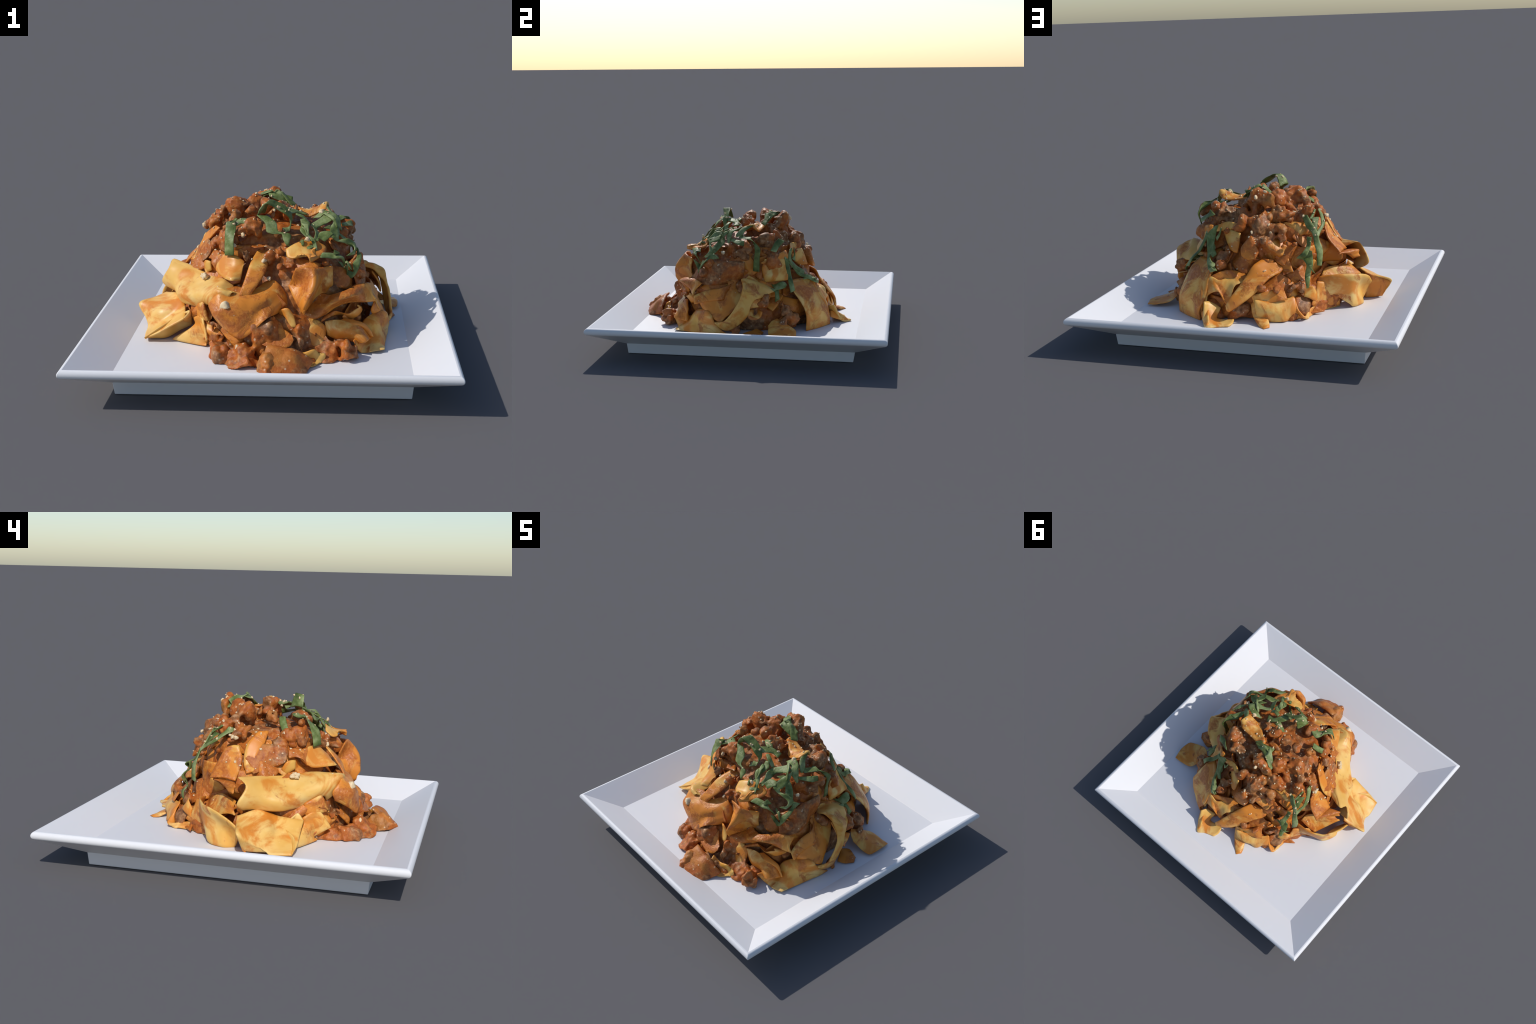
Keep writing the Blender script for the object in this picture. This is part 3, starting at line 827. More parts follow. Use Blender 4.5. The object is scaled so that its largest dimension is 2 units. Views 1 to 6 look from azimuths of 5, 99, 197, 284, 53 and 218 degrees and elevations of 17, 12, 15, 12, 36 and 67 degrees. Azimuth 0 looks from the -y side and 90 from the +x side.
CHEESE = [
    Lump((-0.195, -0.570, 0.425), 0.026),
    Lump((-0.353, -0.269, 0.494), 0.018),
    Lump((-0.001, -0.393, 0.619), 0.017),
    Lump((0.022, -0.377, 0.638), 0.009),
    Lump((-0.120, -0.322, 0.742), 0.014),
    Lump((-0.242, -0.479, 0.493), 0.013),
    Lump((-0.134, -0.628, 0.216), 0.015),
    Lump((-0.118, -0.662, 0.141), 0.012),
    Lump((0.025, -0.432, 0.531), 0.013),
    Lump((-0.035, -0.557, 0.386), 0.009),
    Lump((-0.064, -0.564, 0.387), 0.008),
    Lump((0.010, 0.377, 0.645), 0.015),
    Lump((-0.076, 0.297, 0.675), 0.015),
    Lump((0.002, 0.284, 0.692), 0.014),
    Lump((-0.028, 0.215, 0.846), 0.016),
    Lump((0.016, 0.253, 0.836), 0.012),
    Lump((-0.387, 0.053, 0.694), 0.013),
    Lump((-0.342, -0.285, 0.497), 0.018),
    Lump((-0.254, -0.460, 0.482), 0.010),
    Lump((-0.173, -0.406, 0.554), 0.007),
    Lump((-0.031, 0.210, 0.853), 0.018),
    Lump((0.300, -0.062, 0.802), 0.017),
    Lump((-0.347, -0.287, 0.490), 0.020),
    Lump((-0.386, 0.068, 0.696), 0.014),
    Lump((0.554, -0.061, 0.388), 0.015),
    Lump((0.302, -0.062, 0.808), 0.016),
    Lump((0.094, -0.106, 0.835), 0.017),
    Lump((-0.254, -0.197, 0.718), 0.010),
    Lump((-0.379, 0.084, 0.704), 0.010),
    Lump((0.230, -0.349, 0.726), 0.014),
    Lump((-0.169, -0.350, 0.692), 0.012),
    Lump((0.449, -0.163, 0.655), 0.013),
    Lump((0.007, 0.192, 0.852), 0.010),
    Lump((0.037, -0.106, 0.825), 0.010),
    Lump((-0.263, -0.284, 0.614), 0.011),
]

CORE_RINGS = [   # height of a cross-section, its radius every 30 degrees from +x
    Ring(0.125, [0.54, 0.54, 0.54, 0.53, 0.49, 0.50, 0.46, 0.46, 0.51, 0.54, 0.54, 0.54]),
    Ring(0.200, [0.55, 0.55, 0.55, 0.53, 0.48, 0.51, 0.46, 0.46, 0.50, 0.55, 0.55, 0.55]),
    Ring(0.300, [0.54, 0.54, 0.54, 0.50, 0.45, 0.38, 0.40, 0.46, 0.49, 0.51, 0.53, 0.54]),
    Ring(0.400, [0.49, 0.42, 0.46, 0.39, 0.39, 0.36, 0.45, 0.40, 0.48, 0.43, 0.47, 0.58]),
    Ring(0.500, [0.42, 0.38, 0.36, 0.38, 0.36, 0.40, 0.43, 0.36, 0.36, 0.36, 0.46, 0.52]),
    Ring(0.600, [0.42, 0.39, 0.33, 0.34, 0.32, 0.36, 0.34, 0.30, 0.32, 0.29, 0.44, 0.45]),
    Ring(0.670, [0.38, 0.37, 0.32, 0.28, 0.27, 0.32, 0.28, 0.26, 0.30, 0.26, 0.27, 0.35]),
    Ring(0.725, [0.32, 0.31, 0.28, 0.26, 0.24, 0.26, 0.22, 0.20, 0.25, 0.23, 0.22, 0.22]),
]

# ------------------------------------------------------------------ materials
def new_material(name):
    m = bpy.data.materials.new(name)
    m.use_nodes = True
    t = m.node_tree
    b = t.nodes["Principled BSDF"]
    return m, t, b


def node(t, kind, **inputs):
    n = t.nodes.new(kind)
    for k, v in inputs.items():
        k = k.replace("_", " ")
        if k in n.inputs:
            n.inputs[k].default_value = v
    return n


def coords(t, jitter=0.0):
    """Object coordinates, shifted per object so that repeats do not share a pattern."""
    c = t.nodes.new("ShaderNodeTexCoord")
    if not jitter:
        return c.outputs["Object"]
    info = t.nodes.new("ShaderNodeObjectInfo")
    mul = node(t, "ShaderNodeMath"); mul.operation = "MULTIPLY"
    mul.inputs[1].default_value = jitter
    t.links.new(info.outputs["Random"], mul.inputs[0])
    add = node(t, "ShaderNodeVectorMath"); add.operation = "ADD"
    t.links.new(c.outputs["Object"], add.inputs[0])
    t.links.new(mul.outputs[0], add.inputs[1])
    return add.outputs[0]


def tex_noise(t, vec, scale, detail=4.0, rough=0.55, distort=0.0):
    n = node(t, "ShaderNodeTexNoise", Scale=scale, Detail=detail, Roughness=rough, Distortion=distort)
    t.links.new(vec, n.inputs["Vector"])
    return n.outputs["Fac"]


def ramp(t, fac, *stops):
    r = t.nodes.new("ShaderNodeValToRGB")
    e = r.color_ramp.elements
    while len(e) < len(stops):
        e.new(0.5)
    for el, (pos, col) in zip(e, stops):
        el.position = pos
        el.color = (*col, 1) if len(col) == 3 else col
    t.links.new(fac, r.inputs["Fac"])
    return r.outputs["Color"]


def mask(t, fac, lo, hi):
    r = node(t, "ShaderNodeMapRange")
    r.interpolation_type = "SMOOTHSTEP"
    r.inputs["From Min"].default_value = lo
    r.inputs["From Max"].default_value = hi
    t.links.new(fac, r.inputs["Value"])
    return r.outputs["Result"]


def mix(t, fac, a, b):
    n = t.nodes.new("ShaderNodeMix")
    n.data_type = "RGBA"
    for sock, v in ((n.inputs[0], fac), (n.inputs[6], a), (n.inputs[7], b)):
        if isinstance(v, (int, float)):
            sock.default_value = v
        elif isinstance(v, tuple):
            sock.default_value = (*v, 1)
        else:
            t.links.new(v, sock)
    return n.outputs[2]


def math2(t, op, a, b):
    n = t.nodes.new("ShaderNodeMath")
    n.operation = op
    for sock, v in zip(n.inputs, (a, b)):
        if isinstance(v, (int, float)):
            sock.default_value = v
        else:
            t.links.new(v, sock)
    return n.outputs[0]


def bump(t, bsdf, height, strength, distance=0.01):
    n = node(t, "ShaderNodeBump", Strength=strength, Distance=distance)
    t.links.new(height, n.inputs["Height"])
    t.links.new(n.outputs[0], bsdf.inputs["Normal"])


def specks(t, vec, scale, size, keep):
    """Sparse pale grains: Voronoi cells, only the share 'keep' of them, radius 'size'."""
    v = node(t, "ShaderNodeTexVoronoi", Scale=scale, Randomness=1.0)
    t.links.new(vec, v.inputs["Vector"])
    near = mask(t, v.outputs["Distance"], size, size * 0.55)
    sep = t.nodes.new("ShaderNodeSeparateColor")
    t.links.new(v.outputs["Color"], sep.inputs[0])
    some = math2(t, "LESS_THAN", sep.outputs[0], keep)
    return math2(t, "MULTIPLY", near, some)


def china_material():
    m, t, b = new_material("white_china")
    b.inputs["Base Color"].default_value = (0.745, 0.745, 0.765, 1)
    b.inputs["Roughness"].default_value = 0.5
    b.inputs["Specular IOR Level"].default_value = 0.3
    return m


SAUCE_ORANGE = (0.62, 0.17, 0.018)
SAUCE_RED = (0.36, 0.075, 0.014)
SAUCE_BROWN = (0.30, 0.095, 0.028)


def noodle_material():
    m, t, b = new_material("egg_noodle_with_sauce")
    vec = coords(t, 9.0)
    soft = tex_noise(t, vec, 5.0, 3.0)
    base = ramp(t, soft, (0.30, (0.70, 0.36, 0.065)), (0.48, (0.77, 0.455, 0.12)), (0.70, (0.81, 0.57, 0.215)))
    prop = t.nodes.new("ShaderNodeAttribute")
    prop.attribute_type = "OBJECT"
    prop.attribute_name = '["sauce"]'
    amount = prop.outputs["Fac"]
    # thin orange oil, then thick red-brown sauce, both in patches that grow with "sauce"
    n1 = math2(t, "ADD", tex_noise(t, vec, 5.0, 5.0, 0.6, 1.0), math2(t, "MULTIPLY", amount, 0.42))
    oil = math2(t, "MULTIPLY", mask(t, n1, 0.57, 0.76), 0.92)
    col = mix(t, oil, base, (0.64, 0.205, 0.020))
    n2 = math2(t, "ADD", tex_noise(t, vec, 6.5, 6.0, 0.62, 0.8), math2(t, "MULTIPLY", amount, 0.45))
    thick = math2(t, "MULTIPLY", mask(t, n2, 0.73, 0.85), 0.92)
    fine = tex_noise(t, vec, 60.0, 3.0)
    sauce = ramp(t, fine, (0.30, (0.36, 0.095, 0.017)), (0.5, (0.44, 0.125, 0.02)), (0.72, (0.54, 0.20, 0.045)))
    col = mix(t, thick, col, sauce)
    gr = specks(t, vec, 60.0, 0.26, 0.08)
    col = mix(t, math2(t, "MULTIPLY", gr, math2(t, "ADD", math2(t, "MULTIPLY", thick, 0.5), 0.12)), col, (0.80, 0.62, 0.40))
    t.links.new(col, b.inputs["Base Color"])
    b.inputs["Roughness"].default_value = 0.40
    b.inputs["Specular IOR Level"].default_value = 0.35
    b.inputs["Subsurface Weight"].default_value = 0.0
    bump(t, b, math2(t, "ADD", math2(t, "MULTIPLY", fine, thick), math2(t, "MULTIPLY", soft, 0.6)), 0.35, 0.012)
    return m


def sauce_material():
    """Meat and sauce cooked into one another: brown crumb, red-orange sauce, golden fat."""
    m, t, b = new_material("meat_sauce")
    vec = coords(t)
    big = tex_noise(t, vec, 9.0, 5.0, 0.6, 0.5)
    patch = tex_noise(t, vec, 5.0, 4.0, 0.55, 0.8)
    fine = tex_noise(t, vec, 42.0, 5.0, 0.6)
    meat = ramp(t, fine, (0.30, (0.13, 0.050, 0.018)), (0.48, (0.255, 0.105, 0.038)), (0.66, (0.42, 0.215, 0.09)))
    wet = ramp(t, fine, (0.30, (0.30, 0.072, 0.014)), (0.52, (0.42, 0.115, 0.019)), (0.72, (0.52, 0.195, 0.045)))
    col = mix(t, mask(t, big, 0.43, 0.60), wet, meat)
    col = mix(t, math2(t, "MULTIPLY", mask(t, patch, 0.54, 0.68), 0.55), col, (0.50, 0.19, 0.032))
    gr = specks(t, vec, 48.0, 0.33, 0.13)
    col = mix(t, math2(t, "MULTIPLY", gr, 0.6), col, (0.74, 0.56, 0.37))
    t.links.new(col, b.inputs["Base Color"])
    b.inputs["Roughness"].default_value = 0.46
    b.inputs["Specular IOR Level"].default_value = 0.3
    bump(t, b, math2(t, "ADD", fine, big), 0.35, 0.015)
    return m


def basil_material():
    m, t, b = new_material("basil_leaf")
    vec = coords(t, 4.0)
    n = tex_noise(t, vec, 14.0, 4.0)
    vein = tex_noise(t, vec, 70.0, 2.0)
    col = ramp(t, n, (0.28, (0.060, 0.090, 0.024)), (0.46, (0.145, 0.195, 0.052)), (0.66, (0.33, 0.39, 0.17)))
    t.links.new(col, b.inputs["Base Color"])
    b.inputs["Roughness"].default_value = 0.5
    b.inputs["Specular IOR Level"].default_value = 0.35
    bump(t, b, vein, 0.3, 0.008)
    tr = t.nodes.new("ShaderNodeBsdfTranslucent")
    t.links.new(col, tr.inputs["Color"])
    ms = t.nodes.new("ShaderNodeMixShader")
    ms.inputs[0].default_value = 0.15
    t.links.new(b.outputs[0], ms.inputs[1])
    t.links.new(tr.outputs[0], ms.inputs[2])
    t.links.new(ms.outputs[0], t.nodes["Material Output"].inputs["Surface"])
    return m


def cheese_material():
    m, t, b = new_material("hard_cheese")
    vec = coords(t, 3.0)
    n = tex_noise(t, vec, 40.0, 3.0)
    t.links.new(ramp(t, n, (0.3, (0.62, 0.43, 0.22)), (0.6, (0.76, 0.60, 0.38))), b.inputs["Base Color"])
    b.inputs["Roughness"].default_value = 0.6
    return m


CHINA, NOODLE, SAUCE, LEAF, CHEESE_MAT = (china_material(), noodle_material(), sauce_material(),
                                          basil_material(), cheese_material())


# ------------------------------------------------------------------ helpers
def add_object(name, verts, faces, material, parent, smooth=True):
    me = bpy.data.meshes.new(name)
    me.from_pydata([tuple(v) for v in verts], [], faces)
    me.validate()
    me.materials.append(material)
    if smooth:
        me.polygons.foreach_set("use_smooth", [True] * len(me.polygons))
    ob = bpy.data.objects.new(name, me)
    bpy.context.scene.collection.objects.link(ob)
    ob.parent = parent
    return ob


def add_empty(name, at, label, category):
    e = bpy.data.objects.new(name, None)
    e.location = at
    bpy.context.scene.collection.objects.link(e)
    e["label"], e["category"] = label, category
    return e


def spline(points, samples):
    """Catmull-Rom through the points (first axis), resampled to 'samples' positions."""
    p = np.asarray(points, float)
    n = len(p)
    ext = np.concatenate([[2 * p[0] - p[1]], p, [2 * p[-1] - p[-2]]])
    u = np.linspace(0, n - 1, samples)
    i = np.minimum(u.astype(int), n - 2)
    f = (u - i).reshape((-1,) + (1,) * (p.ndim - 1))
    a, b, c, d = ext[i], ext[i + 1], ext[i + 2], ext[i + 3]
    return 0.5 * (2 * b + (c - a) * f + (2 * a - 5 * b + 4 * c - d) * f ** 2 + (3 * b - a - 3 * c + d) * f ** 3)


def grid_normals(g):
    du = np.gradient(g, axis=0)
    dv = np.gradient(g, axis=1)
    n = np.cross(du, dv)
    return n / np.maximum(np.linalg.norm(n, axis=-1, keepdims=True), 1e-9)


def build_ribbon(name, spec, material, parent, cell=0.011, wobble=0.004, lip=1.15, widen=1.0):
    """A sheet lofted through the rows, with thickness and a rounded rim."""
    rows = np.array(spec.rows)
    if widen != 1:
        mid = rows.mean(1, keepdims=True)
        rows = mid + (rows - mid) * widen
    length = np.linalg.norm(np.diff(rows.mean(1), axis=0), axis=-1).sum()
    width = np.linalg.norm(np.diff(rows.mean(0), axis=0), axis=-1).sum()
    nu = max(8, int(length / cell) + 1)
    nv = max(5, int(width / cell) + 1)
    g = spline(rows, nu)
    g = spline(np.swapaxes(g, 0, 1), nv).swapaxes(0, 1)
    n = grid_normals(g)
    w = np.array([[noise.noise(Vector(p) * 11.0) + 0.5 * noise.noise(Vector(p) * 27.0) for p in r] for r in g])
    g = g + n * (w * wobble)[..., None]
    n = grid_normals(g)
    half = np.full((nu, nv), spec.thick / 2)
    ring = np.zeros((nu, nv), bool)
    ring[0], ring[-1], ring[:, 0], ring[:, -1] = True, True, True, True
    half[ring] *= 0.62 * lip
    top = g + n * half[..., None]
    low = g - n * half[..., None]
    low[..., 2] = np.maximum(low[..., 2], PLATE_FLOOR + 0.0015)
    top[..., 2] = np.maximum(top[..., 2], low[..., 2] + 0.004)
    # the rim: one more ring of points pushed outwards, for a rounded edge
    loop = [(i, 0) for i in range(nu)] + [(nu - 1, j) for j in range(1, nv)] \
        + [(i, nv - 1) for i in range(nu - 2, -1, -1)] + [(0, j) for j in range(nv - 2, 0, -1)]
    rim = []
    for i, j in loop:
        ii = min(max(i, 1), nu - 2)
        jj = min(max(j, 1), nv - 2)
        out = g[i, j] - g[ii, jj]
        out = out / max(np.linalg.norm(out), 1e-9)
        rim.append((top[i, j] + low[i, j]) / 2 + out * spec.thick * 0.32)
    verts = np.concatenate([top.reshape(-1, 3), low.reshape(-1, 3), np.array(rim)])
    N = nu * nv
    ix = lambda i, j: i * nv + j
    faces = []
    for i in range(nu - 1):
        for j in range(nv - 1):
            a, b, c, d = ix(i, j), ix(i + 1, j), ix(i + 1, j + 1), ix(i, j + 1)
            faces.append((a, b, c, d))
            faces.append((N + d, N + c, N + b, N + a))
    L = len(loop)
    for k in range(L):
        a, b = ix(*loop[k]), ix(*loop[(k + 1) % L])
        ra, rb = 2 * N + k, 2 * N + (k + 1) % L
        faces.append((b, a, ra, rb))
        faces.append((rb, ra, N + a, N + b))
    return add_object(name, verts, faces, material, parent)


def ico(level):
    import bmesh
    bm = bmesh.new()
    bmesh.ops.create_icosphere(bm, subdivisions=level, radius=1.0)
    v = np.array([x.co[:] for x in bm.verts])
    f = [tuple(x.index for x in p.verts) for p in bm.faces]
    bm.free()
    return v, f


ICO = {k: ico(k) for k in (2, 3, 4, 5)}


def blob(at, radius, seed, level=4, rough=0.24, stretch=0.38, facets=10):
    """A torn chunk: a rounded polyhedron of random facets, stretched and made knobbly by noise."""
    v, f = ICO[level]
    r = random.Random(seed)
    s = np.array([1 + r.uniform(-stretch, stretch) for _ in range(3)])
    off = Vector((r.uniform(0, 50), r.uniform(0, 50), r.uniform(0, 50)))
    cut = np.array([[r.gauss(0, 1), r.gauss(0, 1), r.gauss(0, 1)] for _ in range(facets)])
    cut /= np.linalg.norm(cut, axis=1, keepdims=True)
    cut /= np.array([r.uniform(0.62, 1.12) for _ in range(facets)])[:, None]
    reach = (np.maximum(v @ cut.T, 0) ** 14).sum(1) + 0.7 ** 14
    shape = np.minimum(reach ** (-1 / 14.0), 1.3)
    amp = np.array([noise.noise(Vector(p) * 1.8 + off) * rough
                    + noise.noise(Vector(p) * 4.2 + off) * rough * 0.45
                    - abs(noise.noise(Vector(p) * 3.1 - off)) * rough * 0.5
                    + noise.noise(Vector(p) * 9.0 + off) * rough * 0.2 for p in v])
    w = v * (shape * (1 + amp))[:, None] * s * radius
    w = w + np.array(at)
    w[:, 2] = np.maximum(w[:, 2], PLATE_FLOOR + 0.001)
    return w, f


# ------------------------------------------------------------------ plate
def build_plate():
    """Square plate: one profile (half-width, height) swept round four mitred corners."""
    profile = [(0.0, 0.004), (0.735, 0.004), (0.757, 0.004), (0.760, 0.0), (0.767, 0.0), (0.7705, 0.004), (0.777, 0.0715), (0.779, 0.0726), (0.983, 0.1818)]
    for k in range(13):                                       # rounded lip, with a crisp inner edge
        a = math.radians(-62 + k * 152 / 12)
        profile.append((0.9755 + 0.0238 * math.cos(a), 0.2045 + 0.0238 * math.sin(a)))
    profile += [(0.777, PLATE_FLOOR), (0.40, PLATE_FLOOR), (0.0, PLATE_FLOOR)]
    verts, faces = [], []
    rings = []
    for h, z in profile:
        if h == 0:
            rings.append([len(verts)] * 4)
            verts.append((0, 0, z))
        else:
            r = []
            for sx, sy in ((1, 1), (-1, 1), (-1, -1), (1, -1)):
                r.append(len(verts))
                verts.append((sx * h, sy * h, z))
            rings.append(r)
    for a, b in zip(rings, rings[1:]):
        for k in range(4):
            q = [a[k], a[(k + 1) % 4], b[(k + 1) % 4], b[k]]
            q = list(dict.fromkeys(q))
            faces.append(tuple(reversed(q)))
    root = add_empty("plate", (0, 0, 0), "square white china plate with wide sloping rim", "plate")
    foot_faces = [f for f in faces if max(verts[i][2] for i in f) <= 0.0716]
    dish_faces = [f for f in faces if f not in foot_faces]
    for nm, fs in (("foot", foot_faces), ("dish", dish_faces)):
        ob = add_object(nm, verts, fs, CHINA, root)
        me = ob.data
        used = sorted({i for f in fs for i in f})
        remap = {o: n for n, o in enumerate(used)}
        me.clear_geometry()
        me.from_pydata([verts[i] for i in used], [], [tuple(remap[i] for i in f) for f in fs])
        me.polygons.foreach_set("use_smooth", [True] * len(me.polygons))
        me.set_sharp_from_angle(angle=math.radians(24))
        bev = ob.modifiers.new("soft_edges", "BEVEL")
        bev.width, bev.segments, bev.limit_method, bev.angle_limit = 0.004, 3, "ANGLE", math.radians(40)
    return root


build_plate()

# ------------------------------------------------------------------ the food
food = add_empty("noodles_with_meat_sauce", (0, 0, PLATE_FLOOR),
                 "heap of wide ribbon noodles in meat sauce with basil", "pasta dish")
food.location = (0, 0, 0)

SAUCINESS = dict(sauce_drape=0.95, roll=0.18, front_sheet=0.55, big_square=0.25, square_fold=0.1, under_sheet=0.3, bow=0.25, sauce_flap=0.55,
                 flap_tail=0.75, upper_drape=0.55, shelf=0.85, shelf_curl=0.75, strip=0.5, pocket_upper=0.55, pocket_lower=0.50, bow_back=0.45, corner_sheet=0.35,
                 lower_fold=0.45, loop=0.30, wide_back=0.45, right_ribbon=0.48, back_strip=0.45, plate_tab=0.15, wave=0.30,
                 front_slab=0.85, front_bow=0.4, front_bit=0.6, trough=0.9, back_tip=0.35, plate_tongue=0.6, top_sheet=0.45,
                 horn_sheet=0.45, horn=0.2, tab_mid=0.6, back_dark=0.6)


# sauce spilling over the foot of the heap, front first, then round the back
SAUCE_POOL = [Lump((-0.24, -0.55, 0.13), 0.09), Lump((-0.10, -0.64, 0.13), 0.10), Lump((0.03, -0.70, 0.12), 0.10),
              Lump((0.15, -0.60, 0.13), 0.10), Lump((0.28, -0.53, 0.13), 0.09), Lump((0.42, -0.46, 0.14), 0.09),
              Lump((0.0, -0.54, 0.20), 0.10), Lump((0.10, -0.48, 0.22), 0.10), Lump((-0.25, 0.41, 0.15), 0.09),
              Lump((-0.10, 0.45, 0.15), 0.09), Lump((0.08, 0.45, 0.15), 0.10), Lump((0.22, 0.44, 0.15), 0.09),
              Lump((-0.40, 0.17, 0.18), 0.10), Lump((-0.42, 0.03, 0.17), 0.09), Lump((0.45, 0.25, 0.15), 0.09), Lump((0.45, -0.12, 0.25), 0.10),
              Lump((0.46, 0.06, 0.28), 0.10), Lump((0.51, -0.02, 0.37), 0.075), Lump((0.53, -0.10, 0.24), 0.075), Lump((0.42, -0.27, 0.24), 0.10)]


def build_core():
    """Hidden heart of the heap: cross-sections lofted, joined with the lumps and roughened."""
    n = 96
    rings = []
    for ring in CORE_RINGS:
        rad = spline(np.array(ring.radii + ring.radii[:1])[:, None], n + 1)[:-1, 0]
        ang = np.linspace(0, 2 * math.pi, n, endpoint=False)
        rings.append(np.stack([rad * np.cos(ang), -0.03 + rad * np.sin(ang), np.full(n, ring.height)], -1))
    rings = spline(np.array(rings), 40)
    verts = [tuple(p) for r in rings for p in r]
    faces = [(i * n + j, i * n + (j + 1) % n, (i + 1) * n + (j + 1) % n, (i + 1) * n + j) for i in range(39) for j in range(n)]
    verts += [(0, -0.03, rings[0][0][2]), (0, -0.03, rings[-1][0][2] + 0.01)]
    faces += [(len(verts) - 2, (j + 1) % n, j) for j in range(n)]
    faces += [(len(verts) - 1, 39 * n + j, 39 * n + (j + 1) % n) for j in range(n)]
    for k, l in enumerate(SAUCE_POOL):
        v, f = blob(l.at, l.radius, 1500 + k, 3)
        base = len(verts)
        verts += [tuple(p) for p in v]
        faces += [tuple(i + base for i in q) for q in f]
    for k, l in enumerate(MEAT):
        v, f = blob(l.at, l.radius * (0.95 + 0.2 * math.sin(k * 2.4)), 900 + k)
        base = len(verts)
        verts += [tuple(p) for p in v]
        faces += [tuple(i + base for i in q) for q in f]
    ob = add_object("meat_sauce", verts, faces, SAUCE, food)
    rem = ob.modifiers.new("merge", "REMESH")
    rem.mode, rem.voxel_size = "VOXEL", 0.0075
    sm = ob.modifiers.new("soften", "SMOOTH")
    sm.iterations, sm.factor = 5, 0.5
    dg = bpy.context.evaluated_depsgraph_get()
    me = bpy.data.meshes.new_from_object(ob.evaluated_get(dg))
    bpy.data.objects.remove(ob)
    nv = len(me.vertices)
    co = np.empty(nv * 3); me.vertices.foreach_get("co", co); co = co.reshape(-1, 3)
    no = np.empty(nv * 3); me.vertices.foreach_get("normal", no); no = no.reshape(-1, 3)
    d = np.array([0.020 * noise.noise(Vector(p) * 7.0) + 0.011 * noise.noise(Vector(p) * 16.0)
                  + 0.005 * noise.noise(Vector(p) * 34.0) - 0.010 * abs(noise.noise(Vector(p) * 21.0)) for p in co])
    co = co + no * d[:, None]
    co[:, 2] = np.maximum(co[:, 2], PLATE_FLOOR + 0.002)
    me.vertices.foreach_set("co", co.ravel())
    me.update()
    me.vertices.foreach_get("normal", no.ravel())
    no = np.array([v.normal[:] for v in me.vertices])
    # part the one smooth body into sauce and the single chunks of meat that stand out of it
    loops = np.array([p.vertices[:] for p in me.polygons if len(p.vertices) == 4])
    mid = co[loops].mean(1)
    owner = np.full(len(loops), -1)
    best = np.full(len(loops), 1.0)
    for k, l in enumerate(MEAT):
        q = np.linalg.norm(mid - np.array(l.at), axis=1) / (l.radius * 1.12)
        take = q < best
        owner[take], best[take] = k, q[take]
    for k in range(len(MEAT)):
        if (owner == k).sum() < 60:
            owner[owner == k] = -1                           # hardly shows: leave it to the sauce
    for k in range(-1, len(MEAT)):
        fs = loops[owner == k]
        if not len(fs):
            continue
        used, inv = np.unique(fs, return_inverse=True)
        part = add_object("meat_sauce" if k < 0 else "meat_chunk", co[used], inv.reshape(-1, 4).tolist(), SAUCE, food)
        part.data.normals_split_custom_set_from_vertices(no[used].tolist())
        if k < 0:
            part["kind"] = "stuff"
    bpy.data.meshes.remove(me)


def core_radius(azimuth, height):
    """Radius of the hidden core, by straight interpolation in its rings."""
    hs = [r.height for r in CORE_RINGS]
    i = max(0, min(len(hs) - 2, sum(h <= height for h in hs) - 1))
    fz = min(1, max(0, (height - hs[i]) / (hs[i + 1] - hs[i])))
    a = (azimuth / (2 * math.pi) * 12) % 12
    k = int(a)
    at = lambda ring: ring.radii[k] * (1 - a + k) + ring.radii[(k + 1) % 12] * (a - k)
    return at(CORE_RINGS[i]) * (1 - fz) + at(CORE_RINGS[i + 1]) * fz


def core_point(azimuth, height, out):
    r = core_radius(azimuth, height) + out
    return np.array([r * math.cos(azimuth), -0.03 + r * math.sin(azimuth), height])


def buried_ribbon():
    """A sauced noodle lying half buried on the core, wavy, seen through the gaps between the others."""
    az, h = rng.uniform(0, 2 * math.pi), rng.uniform(0.19, 0.70)
    tilt = rng.uniform(-0.8, 0.8)
    long, wide, wave = rng.uniform(0.32, 0.55), rng.uniform(0.10, 0.15), rng.uniform(0.015, 0.035)
    phase = rng.uniform(0, 6)
    rows = []
    for i in range(9):
        u = (i / 8 - 0.5) * long
        row = []
        for w in (-0.5, 0.0, 0.5):
            along = u * math.cos(tilt) - w * wide * math.sin(tilt)
            up = u * math.sin(tilt) + w * wide * math.cos(tilt)
            hh = min(max(h + up * 0.9, 0.14), 0.67)
            r0 = max(core_radius(az, hh), 0.2)
            row.append(core_point(az + along / r0, hh, 0.012 + wave * math.sin(i * 1.7 + phase) + 0.01 * w))
        rows.append(row)
    return Ribbon("buried", 0.014, rows)


build_core()
for r in RIBBONS:
    if r.look in ("sauce_drape", "shelf", "front_slab", "trough"):      # noodles lost under sauce
        ob = build_ribbon("sauced_ribbon", r._replace(thick=r.thick + 0.006), SAUCE, food, wobble=0.011)
        continue
    ob = build_ribbon("pasta_ribbon", r, NOODLE, food)
    ob["sauce"] = SAUCINESS.get(r.look, 0.4) + 0.08
for k in range(36):
    ob = build_ribbon("pasta_ribbon", buried_ribbon(), NOODLE, food)
    ob["sauce"] = rng.uniform(0.5, 0.95)


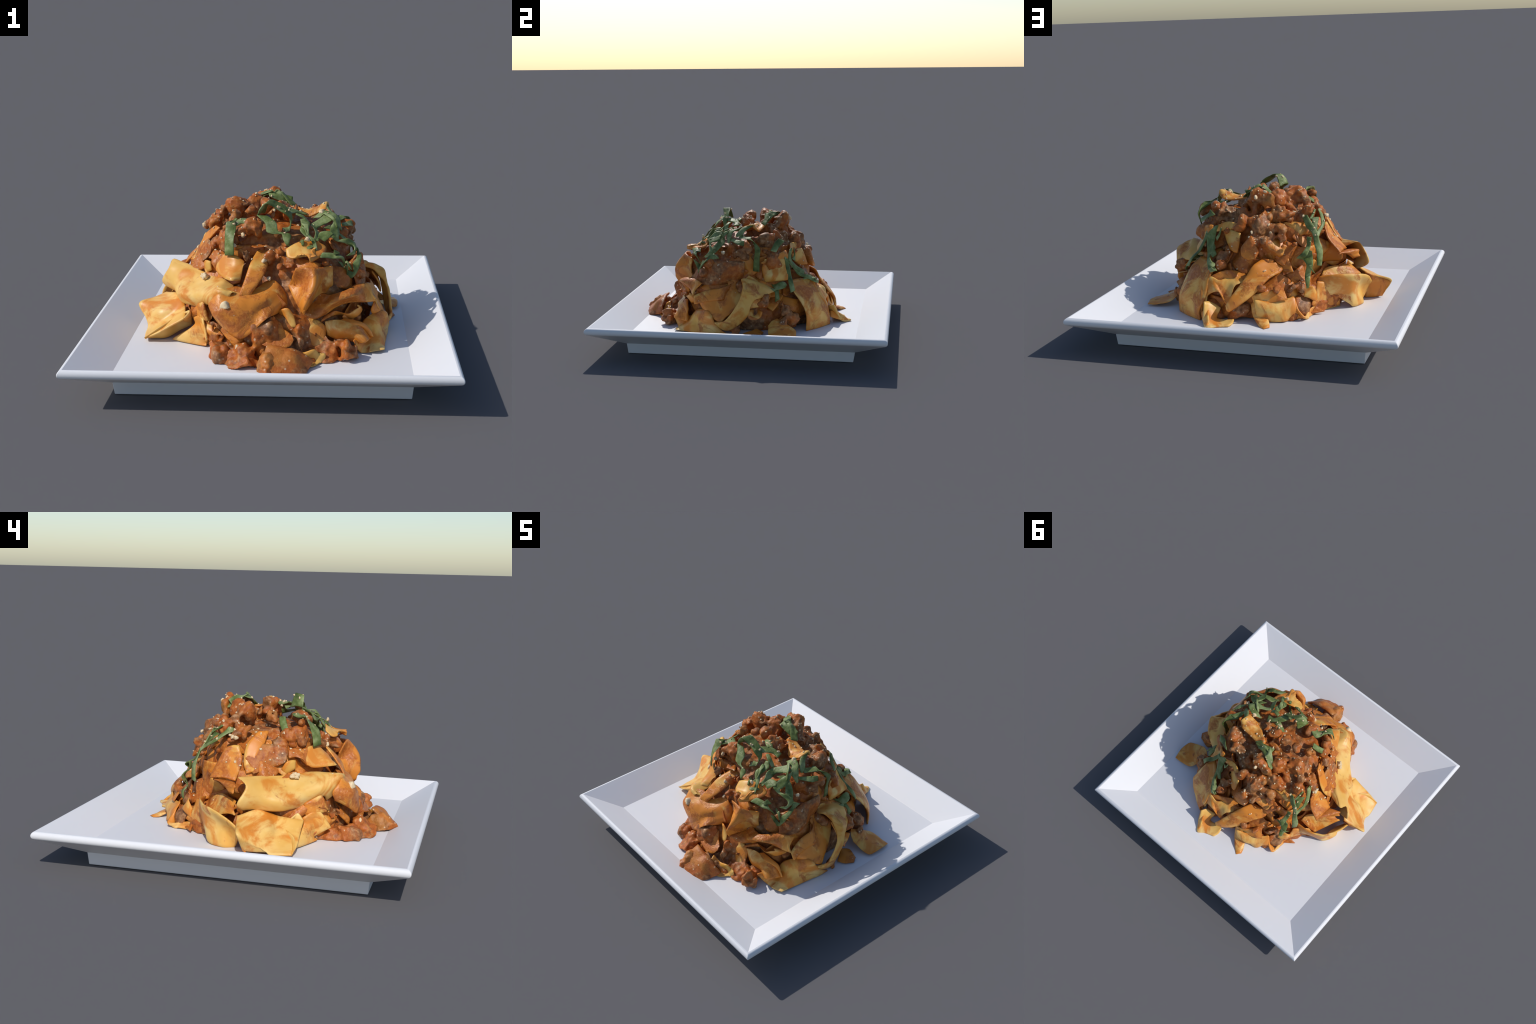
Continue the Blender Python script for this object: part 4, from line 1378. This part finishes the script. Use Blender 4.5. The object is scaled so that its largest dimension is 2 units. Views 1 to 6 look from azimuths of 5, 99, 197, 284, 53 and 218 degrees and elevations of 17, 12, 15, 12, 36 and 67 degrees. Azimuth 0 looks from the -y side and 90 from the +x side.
def carrot_piece():
    """A sauced wedge of carrot jutting out at the back: a convex block with softened edges."""
    import bmesh
    bm = bmesh.new()
    for c in ((0.008, 0.378, 0.636), (0.004, 0.402, 0.610), (0.074, 0.421, 0.556), (0.068, 0.428, 0.502), (0.028, 0.438, 0.478),
              (-0.028, 0.428, 0.490), (-0.043, 0.402, 0.528), (0.036, 0.335, 0.600), (0.000, 0.325, 0.520), (0.056, 0.360, 0.500)):
        bm.verts.new(c)
    bmesh.ops.convex_hull(bm, input=bm.verts[:])
    bmesh.ops.bevel(bm, geom=bm.edges[:], offset=0.009, segments=3, affect="EDGES", profile=0.5)
    bmesh.ops.triangulate(bm, faces=bm.faces[:])
    bmesh.ops.subdivide_edges(bm, edges=bm.edges[:], cuts=2, use_grid_fill=True)
    for v in bm.verts:
        v.co += v.normal * (0.006 * noise.noise(v.co * 24.0))
    verts = [v.co[:] for v in bm.verts]
    bm.verts.index_update()
    faces = [tuple(v.index for v in f.verts) for f in bm.faces]
    bm.free()
    ob = add_object("carrot_piece", verts, faces, NOODLE, food)
    ob["sauce"] = 0.8


carrot_piece()
for r in BASIL:
    build_ribbon("basil_strip", r._replace(thick=0.009), LEAF, food, cell=0.007, wobble=0.005, lip=1.1, widen=1.15)
for k, l in enumerate(CHEESE):
    v, f = blob(l.at, l.radius * 0.8, 500 + k, 3, 0.2, 0.3)
    add_object("cheese_crumb", v, f, CHEESE_MAT, food)


# ------------------------------------------------------------------ loose toppings, dropped onto the heap
def landing():
    """A tree over everything built so far, to drop toppings on."""
    vs, fs = [], []
    for ob in food.children_recursive:
        if ob.type == "MESH":
            base = len(vs)
            vs += [v.co[:] for v in ob.data.vertices]
            fs += [tuple(i + base for i in p.vertices) for p in ob.data.polygons]
    return BVHTree.FromPolygons(vs, fs)


TREE = landing()
# the basil pile on the crown: narrow curled shreds, thickest round these spots (x, y, spread, count)
for px_, py_, spread, count in ((0.05, -0.25, 0.05, 12), (0.18, -0.23, 0.06, 14), (0.30, -0.15, 0.06, 12), (0.36, -0.27, 0.05, 9)):
    for _ in range(count):
        x, y = rng.gauss(px_, spread * 0.6), rng.gauss(py_, spread * 0.6)
        turn = rng.uniform(0, 2 * math.pi)
        long, wide = rng.uniform(0.07, 0.15), rng.uniform(0.010, 0.022)
        curl, roll = rng.uniform(-9, 9), rng.uniform(-1.2, 1.2)
        rows = []
        cx, cy, ang = x, y, turn
        for i in range(6):
            hit = TREE.ray_cast(Vector((cx, cy, 1.2)), Vector((0, 0, -1)))[0]
            if hit is None or hit.z > 0.825:
                break
            lift = 0.004 + 0.015 * math.sin(i / 5 * math.pi) * rng.uniform(0.5, 1.2)
            side = np.array([-math.sin(ang), math.cos(ang), math.sin(roll + i * 0.4) * 0.9])
            side *= wide / 2 / np.linalg.norm(side) * (0.6 if i in (0, 5) else 1)
            c = np.array([cx, cy, hit.z + lift])
            rows.append([c - side, c + side])
            cx += math.cos(ang) * long / 5
            cy += math.sin(ang) * long / 5
            ang += curl * long / 5
        if len(rows) == 6 and np.abs(np.diff([r[0][2] for r in rows])).max() < 0.06:
            build_ribbon("basil_strip", Ribbon("shred", 0.007, rows), LEAF, food, cell=0.006, wobble=0.004, lip=1.1)

# fine cheese gratings, too small to pick apart singly
gv, gf = [], []
for k in range(230):
    a, q = rng.uniform(0, 2 * math.pi), 0.42 * math.sqrt(rng.random())
    hit, nrm, _, _ = TREE.ray_cast(Vector((q * math.cos(a) - 0.05, q * math.sin(a) + 0.02, 1.2)), Vector((0, 0, -1)))
    if hit is None or hit.z < 0.3:
        continue
    v, f = blob(hit + nrm * 0.001, rng.uniform(0.003, 0.0065), 3000 + k, 2, 0.2, 0.45, 6)
    gf += [tuple(i + len(gv) for i in q_) for q_ in f]
    gv += v.tolist()
ob = add_object("cheese_gratings", gv, gf, CHEESE_MAT, food)
ob["kind"] = "stuff"
